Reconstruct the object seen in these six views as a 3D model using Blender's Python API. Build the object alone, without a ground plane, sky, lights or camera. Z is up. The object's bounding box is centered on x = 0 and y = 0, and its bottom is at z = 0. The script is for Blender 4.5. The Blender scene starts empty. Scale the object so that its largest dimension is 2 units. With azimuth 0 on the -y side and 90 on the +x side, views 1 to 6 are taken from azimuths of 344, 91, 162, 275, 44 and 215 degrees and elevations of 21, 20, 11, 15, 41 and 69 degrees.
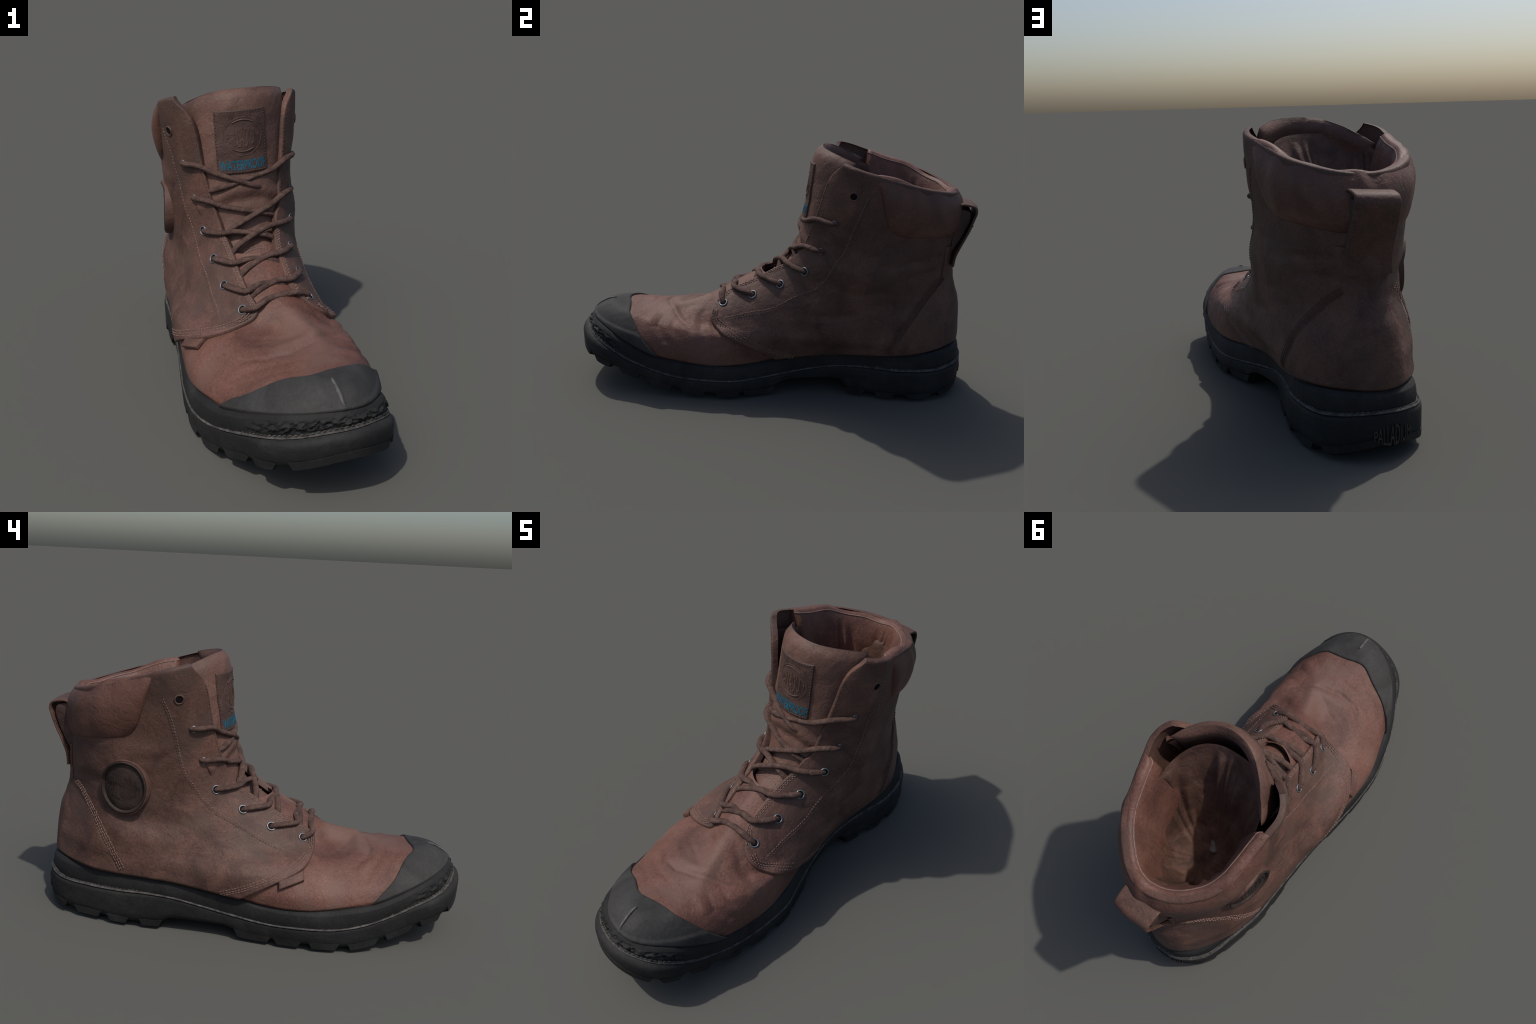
# Worn brown leather lace-up ankle boot with a black rubber sole, built part by part.
# The upper is one smooth "last" surface: a fan of loops that run from the heel to the
# front profile; panels, seams and trims are laid on it in its own (t, v) coordinates.
import math
import numpy as np

PI = math.pi


# ------------------------------------------------------------------ small maths helpers
def pchip(xk, yk, x):
    """Monotone cubic interpolation; yk may have several columns."""
    xk = np.asarray(xk, float)
    yk = np.asarray(yk, float)
    one = yk.ndim == 1
    if one:
        yk = yk[:, None]
    h = np.diff(xk)[:, None]
    d = np.diff(yk, axis=0) / h
    m = np.zeros_like(yk)
    w1, w2 = 2 * h[1:] + h[:-1], h[1:] + 2 * h[:-1]
    same = d[1:] * d[:-1] > 0
    a = np.where(same, d[:-1], 1.0)
    b = np.where(same, d[1:], 1.0)
    m[1:-1] = np.where(same, (w1 + w2) / (w1 / a + w2 / b), 0.0)
    m[0], m[-1] = d[0], d[-1]
    x = np.clip(np.asarray(x, float), xk[0], xk[-1])
    sh = x.shape
    x = x.ravel()
    i = np.clip(np.searchsorted(xk, x, side="right") - 1, 0, len(xk) - 2)
    hh = h[i]
    u = ((x - xk[i])[:, None]) / hh
    r = (yk[i] * (1 + 2 * u) * (1 - u) ** 2 + m[i] * hh * u * (1 - u) ** 2
         + yk[i + 1] * u * u * (3 - 2 * u) + m[i + 1] * hh * u * u * (u - 1))
    return r.reshape(sh) if one else r.reshape(sh + (yk.shape[1],))


def spline(points, n, closed=False):
    """Centripetal-like Catmull-Rom curve through points, resampled evenly by length."""
    P = np.asarray(points, float)
    if closed:
        P = np.vstack([P[-1], P, P[0], P[1]])
    else:
        P = np.vstack([2 * P[0] - P[1], P, 2 * P[-1] - P[-2]])
    out = []
    for i in range(1, len(P) - 2):
        u = np.linspace(0, 1, 24, endpoint=False)[:, None]
        a, b, c, d = P[i - 1], P[i], P[i + 1], P[i + 2]
        out.append(0.5 * (2 * b + (c - a) * u + (2 * a - 5 * b + 4 * c - d) * u * u + (3 * b - a - 3 * c + d) * u ** 3))
    out.append(P[-2][None])
    Q = np.vstack(out)
    L = np.r_[0, np.cumsum(np.linalg.norm(np.diff(Q, axis=0), axis=1))]
    q = np.linspace(0, L[-1], n, endpoint=not closed)
    return np.stack([np.interp(q, L, Q[:, k]) for k in range(Q.shape[1])], 1)


def smooth(a, b, x):
    u = np.clip((x - a) / (b - a), 0, 1)
    return u * u * (3 - 2 * u)


def bump(x, c, w):
    return np.exp(-((x - c) / w) ** 2)


def wobble(P, f, seed, octaves=3):
    """Cheap smooth noise in space: a few rotated sine products per octave."""
    r = np.random.default_rng(seed)
    v = np.zeros(P.shape[:-1])
    amp = 1.0
    for _ in range(octaves):
        for _ in range(4):
            k = r.normal(size=3)
            k *= f / np.linalg.norm(k)
            k2 = r.normal(size=3)
            k2 *= f / np.linalg.norm(k2)
            v += amp * 0.35 * np.sin(P @ k + r.uniform(0, 6.3)) * np.sin(P @ k2 + r.uniform(0, 6.3))
        f *= 2.0
        amp *= 0.55
    return v


# ------------------------------------------------------------------ the last (upper surface)
# per loop: heel point (y, z), front point (y, z), rounding of heel end, of front end,
# front exponent, centre x at heel, centre x at front
LOOPS = [
    # Hy,   Hz,    Fy,    Fz,   back, front, n,   xcH,  xcF, sag
    (0.955, 0.190, -0.945, 0.270, 0.15, 0.24, 2.3, 0.010, 0.09, 0.105),
    (0.956, 0.235, -0.930, 0.345, 0.15, 0.30, 2.2, 0.006, 0.09, 0.060),
    (0.955, 0.275, -0.835, 0.400, 0.16, 0.33, 2.2, 0.008, 0.085, 0.026),
    (0.954, 0.315, -0.640, 0.392, 0.17, 0.36, 2.1, 0.010, 0.090, 0.008),
    (0.951, 0.365, -0.440, 0.421, 0.18, 0.40, 2.0, 0.010, 0.100, 0.0),
    (0.946, 0.430, -0.272, 0.497, 0.24, 0.40, 1.75, 0.012, 0.060, 0.0),
    (0.934, 0.495, -0.102, 0.593, 0.31, 0.40, 1.75, 0.014, 0.045, 0.0),
    (0.910, 0.560, -0.002, 0.665, 0.39, 0.36, 1.85, 0.020, 0.045, 0.0),
    (0.890, 0.630, 0.067, 0.742, 0.45, 0.33, 2.0, 0.020, 0.045, 0.0),
    (0.888, 0.740, 0.092, 0.840, 0.42, 0.37, 2.0, 0.025, 0.045, 0.0),
    (0.885, 0.840, 0.115, 0.955, 0.39, 0.37, 2.0, 0.030, 0.045, 0.0),
    (0.878, 0.940, 0.155, 1.080, 0.38, 0.33, 2.0, 0.035, 0.045, 0.0),
    (0.868, 1.077, 0.200, 1.265, 0.34, 0.30, 2.0, 0.035, 0.045, 0.0),
]
STATIONS = (-0.9, -0.6, -0.3, 0.0, 0.3, 0.6, 0.9)
# half widths to the left (-x) and to the right (+x) of x = 0 at the y stations, per loop
LEFT = [
    (0.27, 0.295, 0.335, 0.305, 0.270, 0.250, 0.205),
    (0.25, 0.250, 0.325, 0.318, 0.280, 0.252, 0.190),
    (0.14, 0.125, 0.240, 0.304, 0.274, 0.248, 0.175),
    (0.09, 0.090, 0.185, 0.264, 0.260, 0.246, 0.160),
    (0.05, 0.050, 0.142, 0.218, 0.240, 0.248, 0.150),
    (0.15, 0.150, 0.188, 0.192, 0.222, 0.236, 0.140),
    (0.18, 0.180, 0.180, 0.178, 0.196, 0.215, 0.135),
    (0.16, 0.160, 0.160, 0.155, 0.184, 0.216, 0.130),
    (0.16, 0.160, 0.160, 0.160, 0.186, 0.220, 0.145),
    (0.18, 0.180, 0.180, 0.180, 0.200, 0.226, 0.178),
    (0.19, 0.190, 0.190, 0.190, 0.212, 0.227, 0.187),
    (0.21, 0.210, 0.210, 0.210, 0.234, 0.235, 0.190),
    (0.26, 0.260, 0.260, 0.260, 0.270, 0.240, 0.198),
]
RIGHT = [
    (0.31, 0.335, 0.340, 0.265, 0.218, 0.240, 0.205),
    (0.31, 0.340, 0.340, 0.280, 0.236, 0.248, 0.198),
    (0.26, 0.288, 0.318, 0.296, 0.260, 0.256, 0.192),
    (0.27, 0.280, 0.283, 0.296, 0.282, 0.258, 0.186),
    (0.28, 0.282, 0.285, 0.288, 0.290, 0.256, 0.180),
    (0.28, 0.280, 0.305, 0.290, 0.292, 0.252, 0.178),
    (0.27, 0.275, 0.290, 0.288, 0.298, 0.238, 0.168),
    (0.28, 0.280, 0.280, 0.276, 0.304, 0.245, 0.160),
    (0.29, 0.290, 0.290, 0.286, 0.313, 0.264, 0.165),
    (0.28, 0.280, 0.280, 0.282, 0.307, 0.268, 0.175),
    (0.29, 0.290, 0.290, 0.296, 0.313, 0.272, 0.188),
    (0.31, 0.310, 0.310, 0.318, 0.337, 0.287, 0.205),
    (0.33, 0.330, 0.330, 0.336, 0.352, 0.294, 0.213),
]
NL = len(LOOPS) - 1
KEYS = np.arange(NL + 1) / NL


def rounded(s, a, b, n):
    lo = np.clip((a - s) / a, 0, 1)
    hi = np.clip((s - 1 + b) / b, 0, 1)
    return np.sqrt(np.maximum(1 - lo ** 2, 0)) * np.maximum(1 - hi ** n, 0) ** (1 / n)


def last_raw(t, v):
    """Point of the last. t: 0 at the sole .. 1 at the rim; v: 0 at the heel, -1/+1 at the front (left/right)."""
    t, v = np.broadcast_arrays(np.asarray(t, float), np.asarray(v, float))
    v = np.where(np.abs(v) > 1, np.sign(v) * 2 - v, v)
    t = np.clip(t, 0, 1)
    q = pchip(KEYS, LOOPS, t)
    s = 0.5 * (1 - np.cos(PI * np.abs(v)))
    y = q[..., 0] + s * (q[..., 2] - q[..., 0])
    z = q[..., 1] + s * (q[..., 3] - q[..., 1]) - q[..., 9] * np.sin(PI * s ** 1.3)
    j = t * NL
    i = np.clip(j.astype(int), 0, NL - 1)
    f = j - i
    f = f * f * (3 - 2 * f) * 0.35 + f * 0.65
    yl = (np.clip(y, -0.9, 0.9) + 0.9) / 0.3

    def width(tab):
        tab = np.array(tab)
        k = np.clip(yl.astype(int), 0, 5)
        g = yl - k
        km, kp = np.clip(k - 1, 0, 6), np.clip(k + 2, 0, 6)

        def row(r):
            p0, p1, p2, p3 = tab[r, km], tab[r, k], tab[r, k + 1], tab[r, kp]
            return 0.5 * (2 * p1 + (p2 - p0) * g + (2 * p0 - 5 * p1 + 4 * p2 - p3) * g * g + (3 * p1 - p0 - 3 * p2 + p3) * g ** 3)

        im, ip = np.clip(i - 1, 0, NL), np.clip(i + 2, 0, NL)
        f0 = j - i
        a, b, c, d = row(im), row(i), row(i + 1), row(ip)
        return 0.5 * (2 * b + (c - a) * f0 + (2 * a - 5 * b + 4 * c - d) * f0 * f0 + (3 * b - a - 3 * c + d) * f0 ** 3)

    xe = np.where(v < 0, -width(LEFT), width(RIGHT))
    xc = q[..., 7] + s * (q[..., 8] - q[..., 7])
    E = rounded(s, q[..., 4], q[..., 5], q[..., 6])
    return np.stack([xc + (xe - xc) * E, y, z], -1)


def last_normal(t, v):
    t, v = np.broadcast_arrays(np.asarray(t, float), np.asarray(v, float))
    e = 2e-3
    v0 = np.clip(v, -1 + 4e-3, 1 - 4e-3)
    t0 = np.clip(t, e, 1 - e)
    dt = last_raw(t0 + e, v0) - last_raw(t0 - e, v0)
    dv = last_raw(t0, v0 + e) - last_raw(t0, v0 - e)
    n = np.cross(dt, dv)
    return n / np.maximum(np.linalg.norm(n, axis=-1, keepdims=True), 1e-9)


def near_line(P, pts, ax=(0, 1)):
    """Signed-free distance of points to a polyline, seen along one axis, and the position 0..1 along it."""
    Q = P[..., list(ax)]
    best = np.full(Q.shape[:-1], 9.0)
    pos = np.zeros(Q.shape[:-1])
    pts = np.asarray(pts, float)
    for k in range(len(pts) - 1):
        a, d = pts[k], pts[k + 1] - pts[k]
        u = np.clip(((Q - a) @ d) / (d @ d), 0, 1)
        r = np.linalg.norm(Q - a - u[..., None] * d, axis=-1)
        pos = np.where(r < best, (k + u) / (len(pts) - 1), pos)
        best = np.minimum(best, r)
    return best, pos


# plan-view creases of the vamp: points (x, y), width, height (negative: a furrow)
VAMP_FOLDS = [
    ([(-0.17, -0.49), (-0.09, -0.548), (0.0, -0.560), (0.11, -0.530), (0.22, -0.475), (0.30, -0.405)], 0.013, -0.0085),
    ([(-0.15, -0.44), (-0.02, -0.505), (0.09, -0.500), (0.20, -0.445)], 0.022, 0.0060),
    ([(-0.24, -0.53), (-0.18, -0.56), (-0.08, -0.61), (0.05, -0.635)], 0.014, -0.0040),
    ([(0.085, -0.360), (0.108, -0.420), (0.128, -0.480), (0.142, -0.545)], 0.034, 0.0140),
    ([(-0.060, -0.310), (-0.030, -0.380), (0.005, -0.450)], 0.038, -0.0100),
    ([(0.000, -0.300), (0.015, -0.385), (0.035, -0.450)], 0.040, -0.0160),
    ([(0.150, -0.330), (0.215, -0.365), (0.288, -0.361), (0.335, -0.330)], 0.020, -0.0085),
    ([(0.200, -0.310), (0.270, -0.322), (0.325, -0.295)], 0.016, 0.0050),
    ([(0.200, -0.560), (0.270, -0.582), (0.320, -0.540), (0.345, -0.480)], 0.012, -0.0075),
    ([(0.180, -0.600), (0.255, -0.622), (0.312, -0.590)], 0.014, 0.0050),
    ([(0.235, -0.500), (0.290, -0.505), (0.330, -0.460)], 0.014, -0.0050),
    ([(-0.10, -0.390), (-0.03, -0.430), (0.05, -0.470)], 0.016, -0.0045),
]
# side-view creases of the ankle: points (y, z), width, height; side -1 left, +1 right, 0 both
ANKLE_FOLDS = [
    ([(0.90, 0.665), (0.78, 0.690), (0.62, 0.660)], 0.022, -0.006, 0),
    ([(0.88, 0.760), (0.74, 0.765), (0.58, 0.735), (0.45, 0.745)], 0.018, -0.005, 1),
    ([(0.15, 0.560), (0.32, 0.500), (0.50, 0.505), (0.66, 0.540)], 0.040, -0.007, -1),
    ([(0.05, 0.395), (0.25, 0.400), (0.45, 0.420), (0.62, 0.470)], 0.045, 0.008, -1),
    ([(0.25, 0.640), (0.40, 0.590), (0.55, 0.600)], 0.020, -0.005, 1),
    ([(0.10, 0.470), (0.28, 0.460), (0.46, 0.500)], 0.025, -0.006, 1),
    ([(0.30, 0.860), (0.42, 0.800), (0.52, 0.790)], 0.020, -0.004, 0),
]


def relief(P):
    """Creases, dents and soft lumps of the worn leather, as a height along the normal."""
    h = 0.0030 * wobble(P, 11, 3, 3) + 0.0008 * wobble(P, 60, 4, 2)
    for pts, w, a in VAMP_FOLDS:
        d, u = near_line(P, pts)
        h = h + a * np.exp(-(d / w) ** 2) * np.sin(PI * (0.08 + 0.84 * u)) ** 0.6 * smooth(0.20, 0.30, P[..., 2]) * smooth(-0.05, -0.2, P[..., 1])
    for pts, w, a, side in ANKLE_FOLDS:
        d, u = near_line(P, pts, (1, 2))
        on = 1.0 if side == 0 else smooth(-0.02, 0.06, side * P[..., 0])
        h = h + a * np.exp(-(d / w) ** 2) * np.sin(PI * (0.08 + 0.84 * u)) ** 0.6 * on
    return h * smooth(0.15, 0.22, P[..., 2])


# upper edge of the rubber foxing, by y
FOX_Y = (-0.97, -0.85, -0.70, -0.568, -0.49, -0.39, -0.29, -0.19, -0.083, 0.013, 0.2, 0.4, 0.6, 0.8, 0.96)
FOX_Z = (0.350, 0.312, 0.256, 0.216, 0.206, 0.192, 0.180, 0.177, 0.184, 0.204, 0.226, 0.244, 0.250, 0.256, 0.268)


def last(t, v, h=0.0):
    P = last_raw(t, v)
    N = last_normal(t, v)
    top = pchip(FOX_Y, FOX_Z, P[..., 1])
    tuck = smooth(top + 0.012, top - 0.024, P[..., 2])  # the upper dives behind the rubber band
    return P + N * (np.asarray(h) * (1 - tuck) + relief(P) * (1 - tuck) - 0.030 * tuck)[..., None]


_TT = np.linspace(0, 1, 601)
_QQ = pchip(KEYS, LOOPS, _TT)


def side_to_tv(y, z, side):
    """Side-view position (y, z) on the left (-1) or right (+1) flank -> surface coordinates (t, v)."""
    out = []
    for yy, zz in zip(np.atleast_1d(y), np.atleast_1d(z)):
        s = (yy - _QQ[:, 0]) / (_QQ[:, 2] - _QQ[:, 0])
        zl = _QQ[:, 1] + s * (_QQ[:, 3] - _QQ[:, 1]) - _QQ[:, 9] * np.sin(PI * np.clip(s, 0, 1) ** 1.3)
        ok = (s >= -0.02) & (s <= 1.02)
        d = np.where(ok, zl - zz, np.nan)
        k = np.where(np.isfinite(d[1:]) & np.isfinite(d[:-1]) & (d[:-1] <= 0) & (d[1:] > 0))[0]
        if len(k):
            k = k[-1]
            u = -d[k] / (d[k + 1] - d[k])
            t = _TT[k] + u * (_TT[k + 1] - _TT[k])
            ss = s[k] + u * (s[k + 1] - s[k])
        else:
            k = int(np.nanargmin(np.abs(np.where(ok, d, 9))))
            t, ss = _TT[k], s[k]
        out.append((t, side * math.acos(1 - 2 * min(max(ss, 0), 1)) / PI))
    return np.array(out)

# ------------------------------------------------------------------ Blender helpers
import bpy
import bmesh

BOOT = bpy.data.objects.new("leather_boot", None)
bpy.context.scene.collection.objects.link(BOOT)
BOOT["label"] = "worn brown leather lace-up ankle boot, black rubber sole"
BOOT["category"] = "boot"


def add(name, verts, faces, mat, parent=None, smooth_angle=40, stuff=False):
    me = bpy.data.meshes.new(name)
    me.from_pydata([tuple(map(float, p)) for p in np.asarray(verts)], [], faces)
    me.validate()
    bm = bmesh.new()
    bm.from_mesh(me)
    bmesh.ops.remove_doubles(bm, verts=bm.verts, dist=1e-6)
    bmesh.ops.recalc_face_normals(bm, faces=bm.faces)
    for f in bm.faces:
        f.smooth = True
    lim = math.radians(smooth_angle)
    for e in bm.edges:
        if len(e.link_faces) == 2 and e.calc_face_angle(0) > lim:
            e.smooth = False
    bm.to_mesh(me)
    bm.free()
    ob = bpy.data.objects.new(name, me)
    bpy.context.scene.collection.objects.link(ob)
    ob.parent = parent or BOOT
    me.materials.append(mat)
    if stuff:
        ob["kind"] = "stuff"
    return ob


def grid_faces(nu, nv, base=0, wrap_u=False, wrap_v=False):
    F = []
    for i in range(nu if wrap_u else nu - 1):
        for j in range(nv if wrap_v else nv - 1):
            i2, j2 = (i + 1) % nu, (j + 1) % nv
            F.append((base + i * nv + j, base + i2 * nv + j, base + i2 * nv + j2, base + i * nv + j2))
    return F


def add_grid(name, G, mat, parent=None, wrap_u=False, wrap_v=False, **kw):
    nu, nv = G.shape[:2]
    return add(name, G.reshape(-1, 3), grid_faces(nu, nv, 0, wrap_u, wrap_v), mat, parent, **kw)


def shell(name, outer, inner, mat, parent=None, **kw):
    """Closed plate between two grids of the same size."""
    nu, nv = outer.shape[:2]
    n = nu * nv
    F = grid_faces(nu, nv) + [f[::-1] for f in grid_faces(nu, nv, n)]
    ring = [(i, 0) for i in range(nu)] + [(nu - 1, j) for j in range(1, nv)] + [(i, nv - 1) for i in range(nu - 2, -1, -1)] + [(0, j) for j in range(nv - 2, 0, -1)]
    ids = [i * nv + j for i, j in ring]
    for a, b in zip(ids, ids[1:] + ids[:1]):
        F.append((a, b, b + n, a + n))
    return add(name, np.vstack([outer.reshape(-1, 3), inner.reshape(-1, 3)]), F, mat, parent, **kw)


def tube(points, radius, sides=10, flat=1.0, up=None):
    """Vertices and faces of a capped tube along points; flat < 1 squashes it along its own normal."""
    P = np.asarray(points, float)
    n = len(P)
    T = np.gradient(P, axis=0)
    T /= np.linalg.norm(T, axis=1, keepdims=True) + 1e-12
    ref = np.array([0.0, 0.0, 1.0]) if up is None else np.asarray(up, float)
    ref = np.broadcast_to(ref, T.shape)
    B = np.cross(T, ref)
    B /= np.linalg.norm(B, axis=1, keepdims=True) + 1e-12
    U = np.cross(B, T)
    r = np.broadcast_to(np.asarray(radius, float), (n,))
    a = np.arange(sides) / sides * 2 * PI
    G = P[:, None] + r[:, None, None] * (np.cos(a)[None, :, None] * B[:, None] + flat * np.sin(a)[None, :, None] * U[:, None])
    V = G.reshape(-1, 3)
    F = grid_faces(n, sides, 0, wrap_v=True)
    F += [tuple(range(sides))[::-1], tuple((n - 1) * sides + k for k in range(sides))]
    return V, F


class Pile:
    """Collects many small pieces into one mesh."""

    def __init__(self):
        self.V, self.F, self.n = [], [], 0

    def put(self, V, F):
        self.V.append(np.asarray(V))
        self.F += [tuple(i + self.n for i in f) for f in F]
        self.n += len(V)

    def done(self, name, mat, parent=None, stuff=True, **kw):
        return add(name, np.vstack(self.V), self.F, mat, parent, stuff=stuff, **kw)


# ------------------------------------------------------------------ materials
def material(name, base, dark, light, rough=0.62, scale=6.0, grain=90.0, bump_h=0.25, grain_mix=0.35, streak=0.0, spec=0.35, blotch=None, stretch=(1, 1, 1)):
    m = bpy.data.materials.new(name)
    m.use_nodes = True
    nt = m.node_tree
    N, L = nt.nodes, nt.links
    bsdf = N["Principled BSDF"]
    co = N.new("ShaderNodeTexCoord")
    mp = N.new("ShaderNodeMapping")
    mp.inputs["Scale"].default_value = stretch
    L.new(co.outputs["Object"], mp.inputs["Vector"])

    def noise(sc, detail, rough_, dist=0.0, vec=None):
        n = N.new("ShaderNodeTexNoise")
        n.inputs["Scale"].default_value = sc
        n.inputs["Detail"].default_value = detail
        n.inputs["Roughness"].default_value = rough_
        n.inputs["Distortion"].default_value = dist
        L.new((vec or mp).outputs[0], n.inputs["Vector"])
        return n

    def ramp(src, stops):
        r = N.new("ShaderNodeValToRGB")
        while len(r.color_ramp.elements) < len(stops):
            r.color_ramp.elements.new(0.5)
        for el, (p, c) in zip(r.color_ramp.elements, stops):
            el.position = p
            el.color = (*c, 1) if len(c) == 3 else c
        L.new(src, r.inputs["Fac"])
        return r

    def mix(kind, fac, a, b):
        x = N.new("ShaderNodeMix")
        x.data_type = "RGBA"
        x.blend_type = kind
        for sock, val in ((x.inputs[0], fac), (x.inputs[6], a), (x.inputs[7], b)):
            if hasattr(val, "is_linked"):
                L.new(val, sock)
            elif isinstance(val, (int, float)):
                sock.default_value = val
            else:
                sock.default_value = (*val, 1)
        return x.outputs[2]

    patches = ramp(noise(scale, 4, 0.6, 0.6).outputs["Fac"], [(0.30, dark), (0.50, base), (0.72, light)])
    fine = noise(grain, 3, 0.65)
    g = ramp(fine.outputs["Fac"], [(0.32, (0.55, 0.55, 0.55)), (0.62, (1.22, 1.22, 1.22))])
    col = mix("MULTIPLY", grain_mix, patches.outputs["Color"], g.outputs["Color"])
    if streak:
        sm = N.new("ShaderNodeMapping")
        sm.inputs["Scale"].default_value = (60, 9, 26)
        sm.inputs["Rotation"].default_value = (0.5, 0.2, 0.5)
        L.new(co.outputs["Object"], sm.inputs["Vector"])
        s = noise(1.0, 3, 0.7, 0.8, sm)
        sr = ramp(s.outputs["Fac"], [(0.60, (0, 0, 0)), (0.78, (1, 1, 1))])
        k = N.new("ShaderNodeMath")
        k.operation = "MULTIPLY"
        k.inputs[1].default_value = streak
        L.new(sr.outputs["Color"], k.inputs[0])
        col = mix("MIX", k.outputs[0], col, tuple(min(1, c * 1.45) for c in light))
    if blotch:
        bcol, bscale, lo, hi, amount = blotch
        b = noise(bscale, 5, 0.62, 0.3)
        br = ramp(b.outputs["Fac"], [(lo, (0, 0, 0)), (hi, (1, 1, 1))])
        k = N.new("ShaderNodeMath")
        k.operation = "MULTIPLY"
        k.inputs[1].default_value = amount
        L.new(br.outputs["Color"], k.inputs[0])
        col = mix("MIX", k.outputs[0], col, bcol)
    L.new(col, bsdf.inputs["Base Color"])
    bsdf.inputs["Roughness"].default_value = rough
    bsdf.inputs["Specular IOR Level"].default_value = spec
    bp = N.new("ShaderNodeBump")
    bp.inputs["Strength"].default_value = bump_h
    bp.inputs["Distance"].default_value = 0.004
    L.new(fine.outputs["Fac"], bp.inputs["Height"])
    wr_n = noise(28.0, 4, 0.6, 1.2)
    bp2 = N.new("ShaderNodeBump")
    bp2.inputs["Strength"].default_value = min(1.0, bump_h * 1.6)
    bp2.inputs["Distance"].default_value = 0.008
    L.new(wr_n.outputs["Fac"], bp2.inputs["Height"])
    L.new(bp.outputs["Normal"], bp2.inputs["Normal"])
    L.new(bp2.outputs["Normal"], bsdf.inputs["Normal"])
    return m


def plain(name, col, rough=0.5, metallic=0.0, spec=0.4):
    m = bpy.data.materials.new(name)
    m.use_nodes = True
    nt = m.node_tree
    b = nt.nodes["Principled BSDF"]
    n = nt.nodes.new("ShaderNodeTexNoise")
    n.inputs["Scale"].default_value = 60
    r = nt.nodes.new("ShaderNodeValToRGB")
    r.color_ramp.elements[0].position = 0.3
    r.color_ramp.elements[0].color = (*[c * 0.75 for c in col], 1)
    r.color_ramp.elements[1].position = 0.7
    r.color_ramp.elements[1].color = (*[min(1, c * 1.2) for c in col], 1)
    co = nt.nodes.new("ShaderNodeTexCoord")
    nt.links.new(co.outputs["Object"], n.inputs["Vector"])
    nt.links.new(n.outputs["Fac"], r.inputs["Fac"])
    nt.links.new(r.outputs["Color"], b.inputs["Base Color"])
    b.inputs["Roughness"].default_value = rough
    b.inputs["Metallic"].default_value = metallic
    b.inputs["Specular IOR Level"].default_value = spec
    return m


VAMP_LEATHER = material("vamp_leather", (0.128, 0.056, 0.040), (0.078, 0.033, 0.024), (0.166, 0.080, 0.060), scale=5.0, grain=110, grain_mix=0.6, streak=0.35, blotch=((0.132, 0.073, 0.056), 3.6, 0.50, 0.62, 0.8))
QUARTER_LEATHER = material("quarter_leather", (0.096, 0.047, 0.035), (0.055, 0.027, 0.021), (0.138, 0.069, 0.050), scale=6.0, grain=110, grain_mix=0.6, streak=0.40, blotch=((0.070, 0.042, 0.033), 4.2, 0.50, 0.62, 0.75))
COLLAR_LEATHER = material("collar_leather", (0.118, 0.053, 0.038), (0.078, 0.036, 0.027), (0.165, 0.080, 0.059), scale=5.0, rough=0.55, grain=110, grain_mix=0.5, streak=0.20, blotch=((0.095, 0.052, 0.041), 4.5, 0.48, 0.66, 0.5))
LINING = material("lining_leather", (0.090, 0.045, 0.032), (0.055, 0.029, 0.022), (0.135, 0.078, 0.058), scale=7.0, rough=0.65, grain_mix=0.5)
TONGUE_LEATHER = material("tongue_leather", (0.122, 0.063, 0.047), (0.076, 0.039, 0.030), (0.164, 0.087, 0.066), scale=5.0, grain=110, grain_mix=0.45, streak=0.25)
LABEL_LEATHER = material("label_leather", (0.066, 0.036, 0.029), (0.042, 0.023, 0.019), (0.090, 0.050, 0.040), scale=9.0, grain_mix=0.5)
EMBLEM_BROWN = material("emblem_brown", (0.088, 0.049, 0.038), (0.055, 0.031, 0.025), (0.12, 0.066, 0.050), scale=20.0)
RUBBER = material("black_rubber", (0.0165, 0.016, 0.016), (0.011, 0.011, 0.0112), (0.027, 0.026, 0.025), scale=4.0, rough=0.7, spec=0.22, grain=60, bump_h=0.2, blotch=((0.036, 0.034, 0.032), 6.0, 0.56, 0.72, 0.6))
CAP_RUBBER = material("toe_cap_rubber", (0.038, 0.0365, 0.035), (0.026, 0.024, 0.0225), (0.050, 0.048, 0.046), scale=5.0, rough=0.68, spec=0.2, grain=80, bump_h=0.15, grain_mix=0.35, streak=0.12)
WELT_GREY = material("dusty_welt", (0.065, 0.061, 0.057), (0.026, 0.025, 0.024), (0.115, 0.108, 0.100), scale=28.0, rough=0.75, spec=0.2, grain=130, grain_mix=0.7)
THREAD = plain("thread", (0.190, 0.116, 0.096), 0.8, 0, 0.2)
THREAD_DARK = plain("thread_dark", (0.085, 0.053, 0.043), 0.8, 0, 0.2)
LACE = material("lace_cord", (0.085, 0.050, 0.041), (0.052, 0.031, 0.026), (0.125, 0.076, 0.063), scale=30.0, rough=0.8, spec=0.2, grain=180, bump_h=0.6, grain_mix=0.6)
STEEL = plain("eyelet_steel", (0.20, 0.21, 0.22), 0.45, 0.8, 0.5)
HOLE = plain("hole_dark", (0.008, 0.007, 0.007), 0.9, 0, 0.1)
BLUE = plain("label_blue", (0.009, 0.095, 0.150), 0.7, 0, 0.2)
PATCH_RUBBER = material("patch_rubber", (0.036, 0.023, 0.019), (0.022, 0.015, 0.013), (0.052, 0.034, 0.027), scale=8.0, rough=0.65, spec=0.25)
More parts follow.
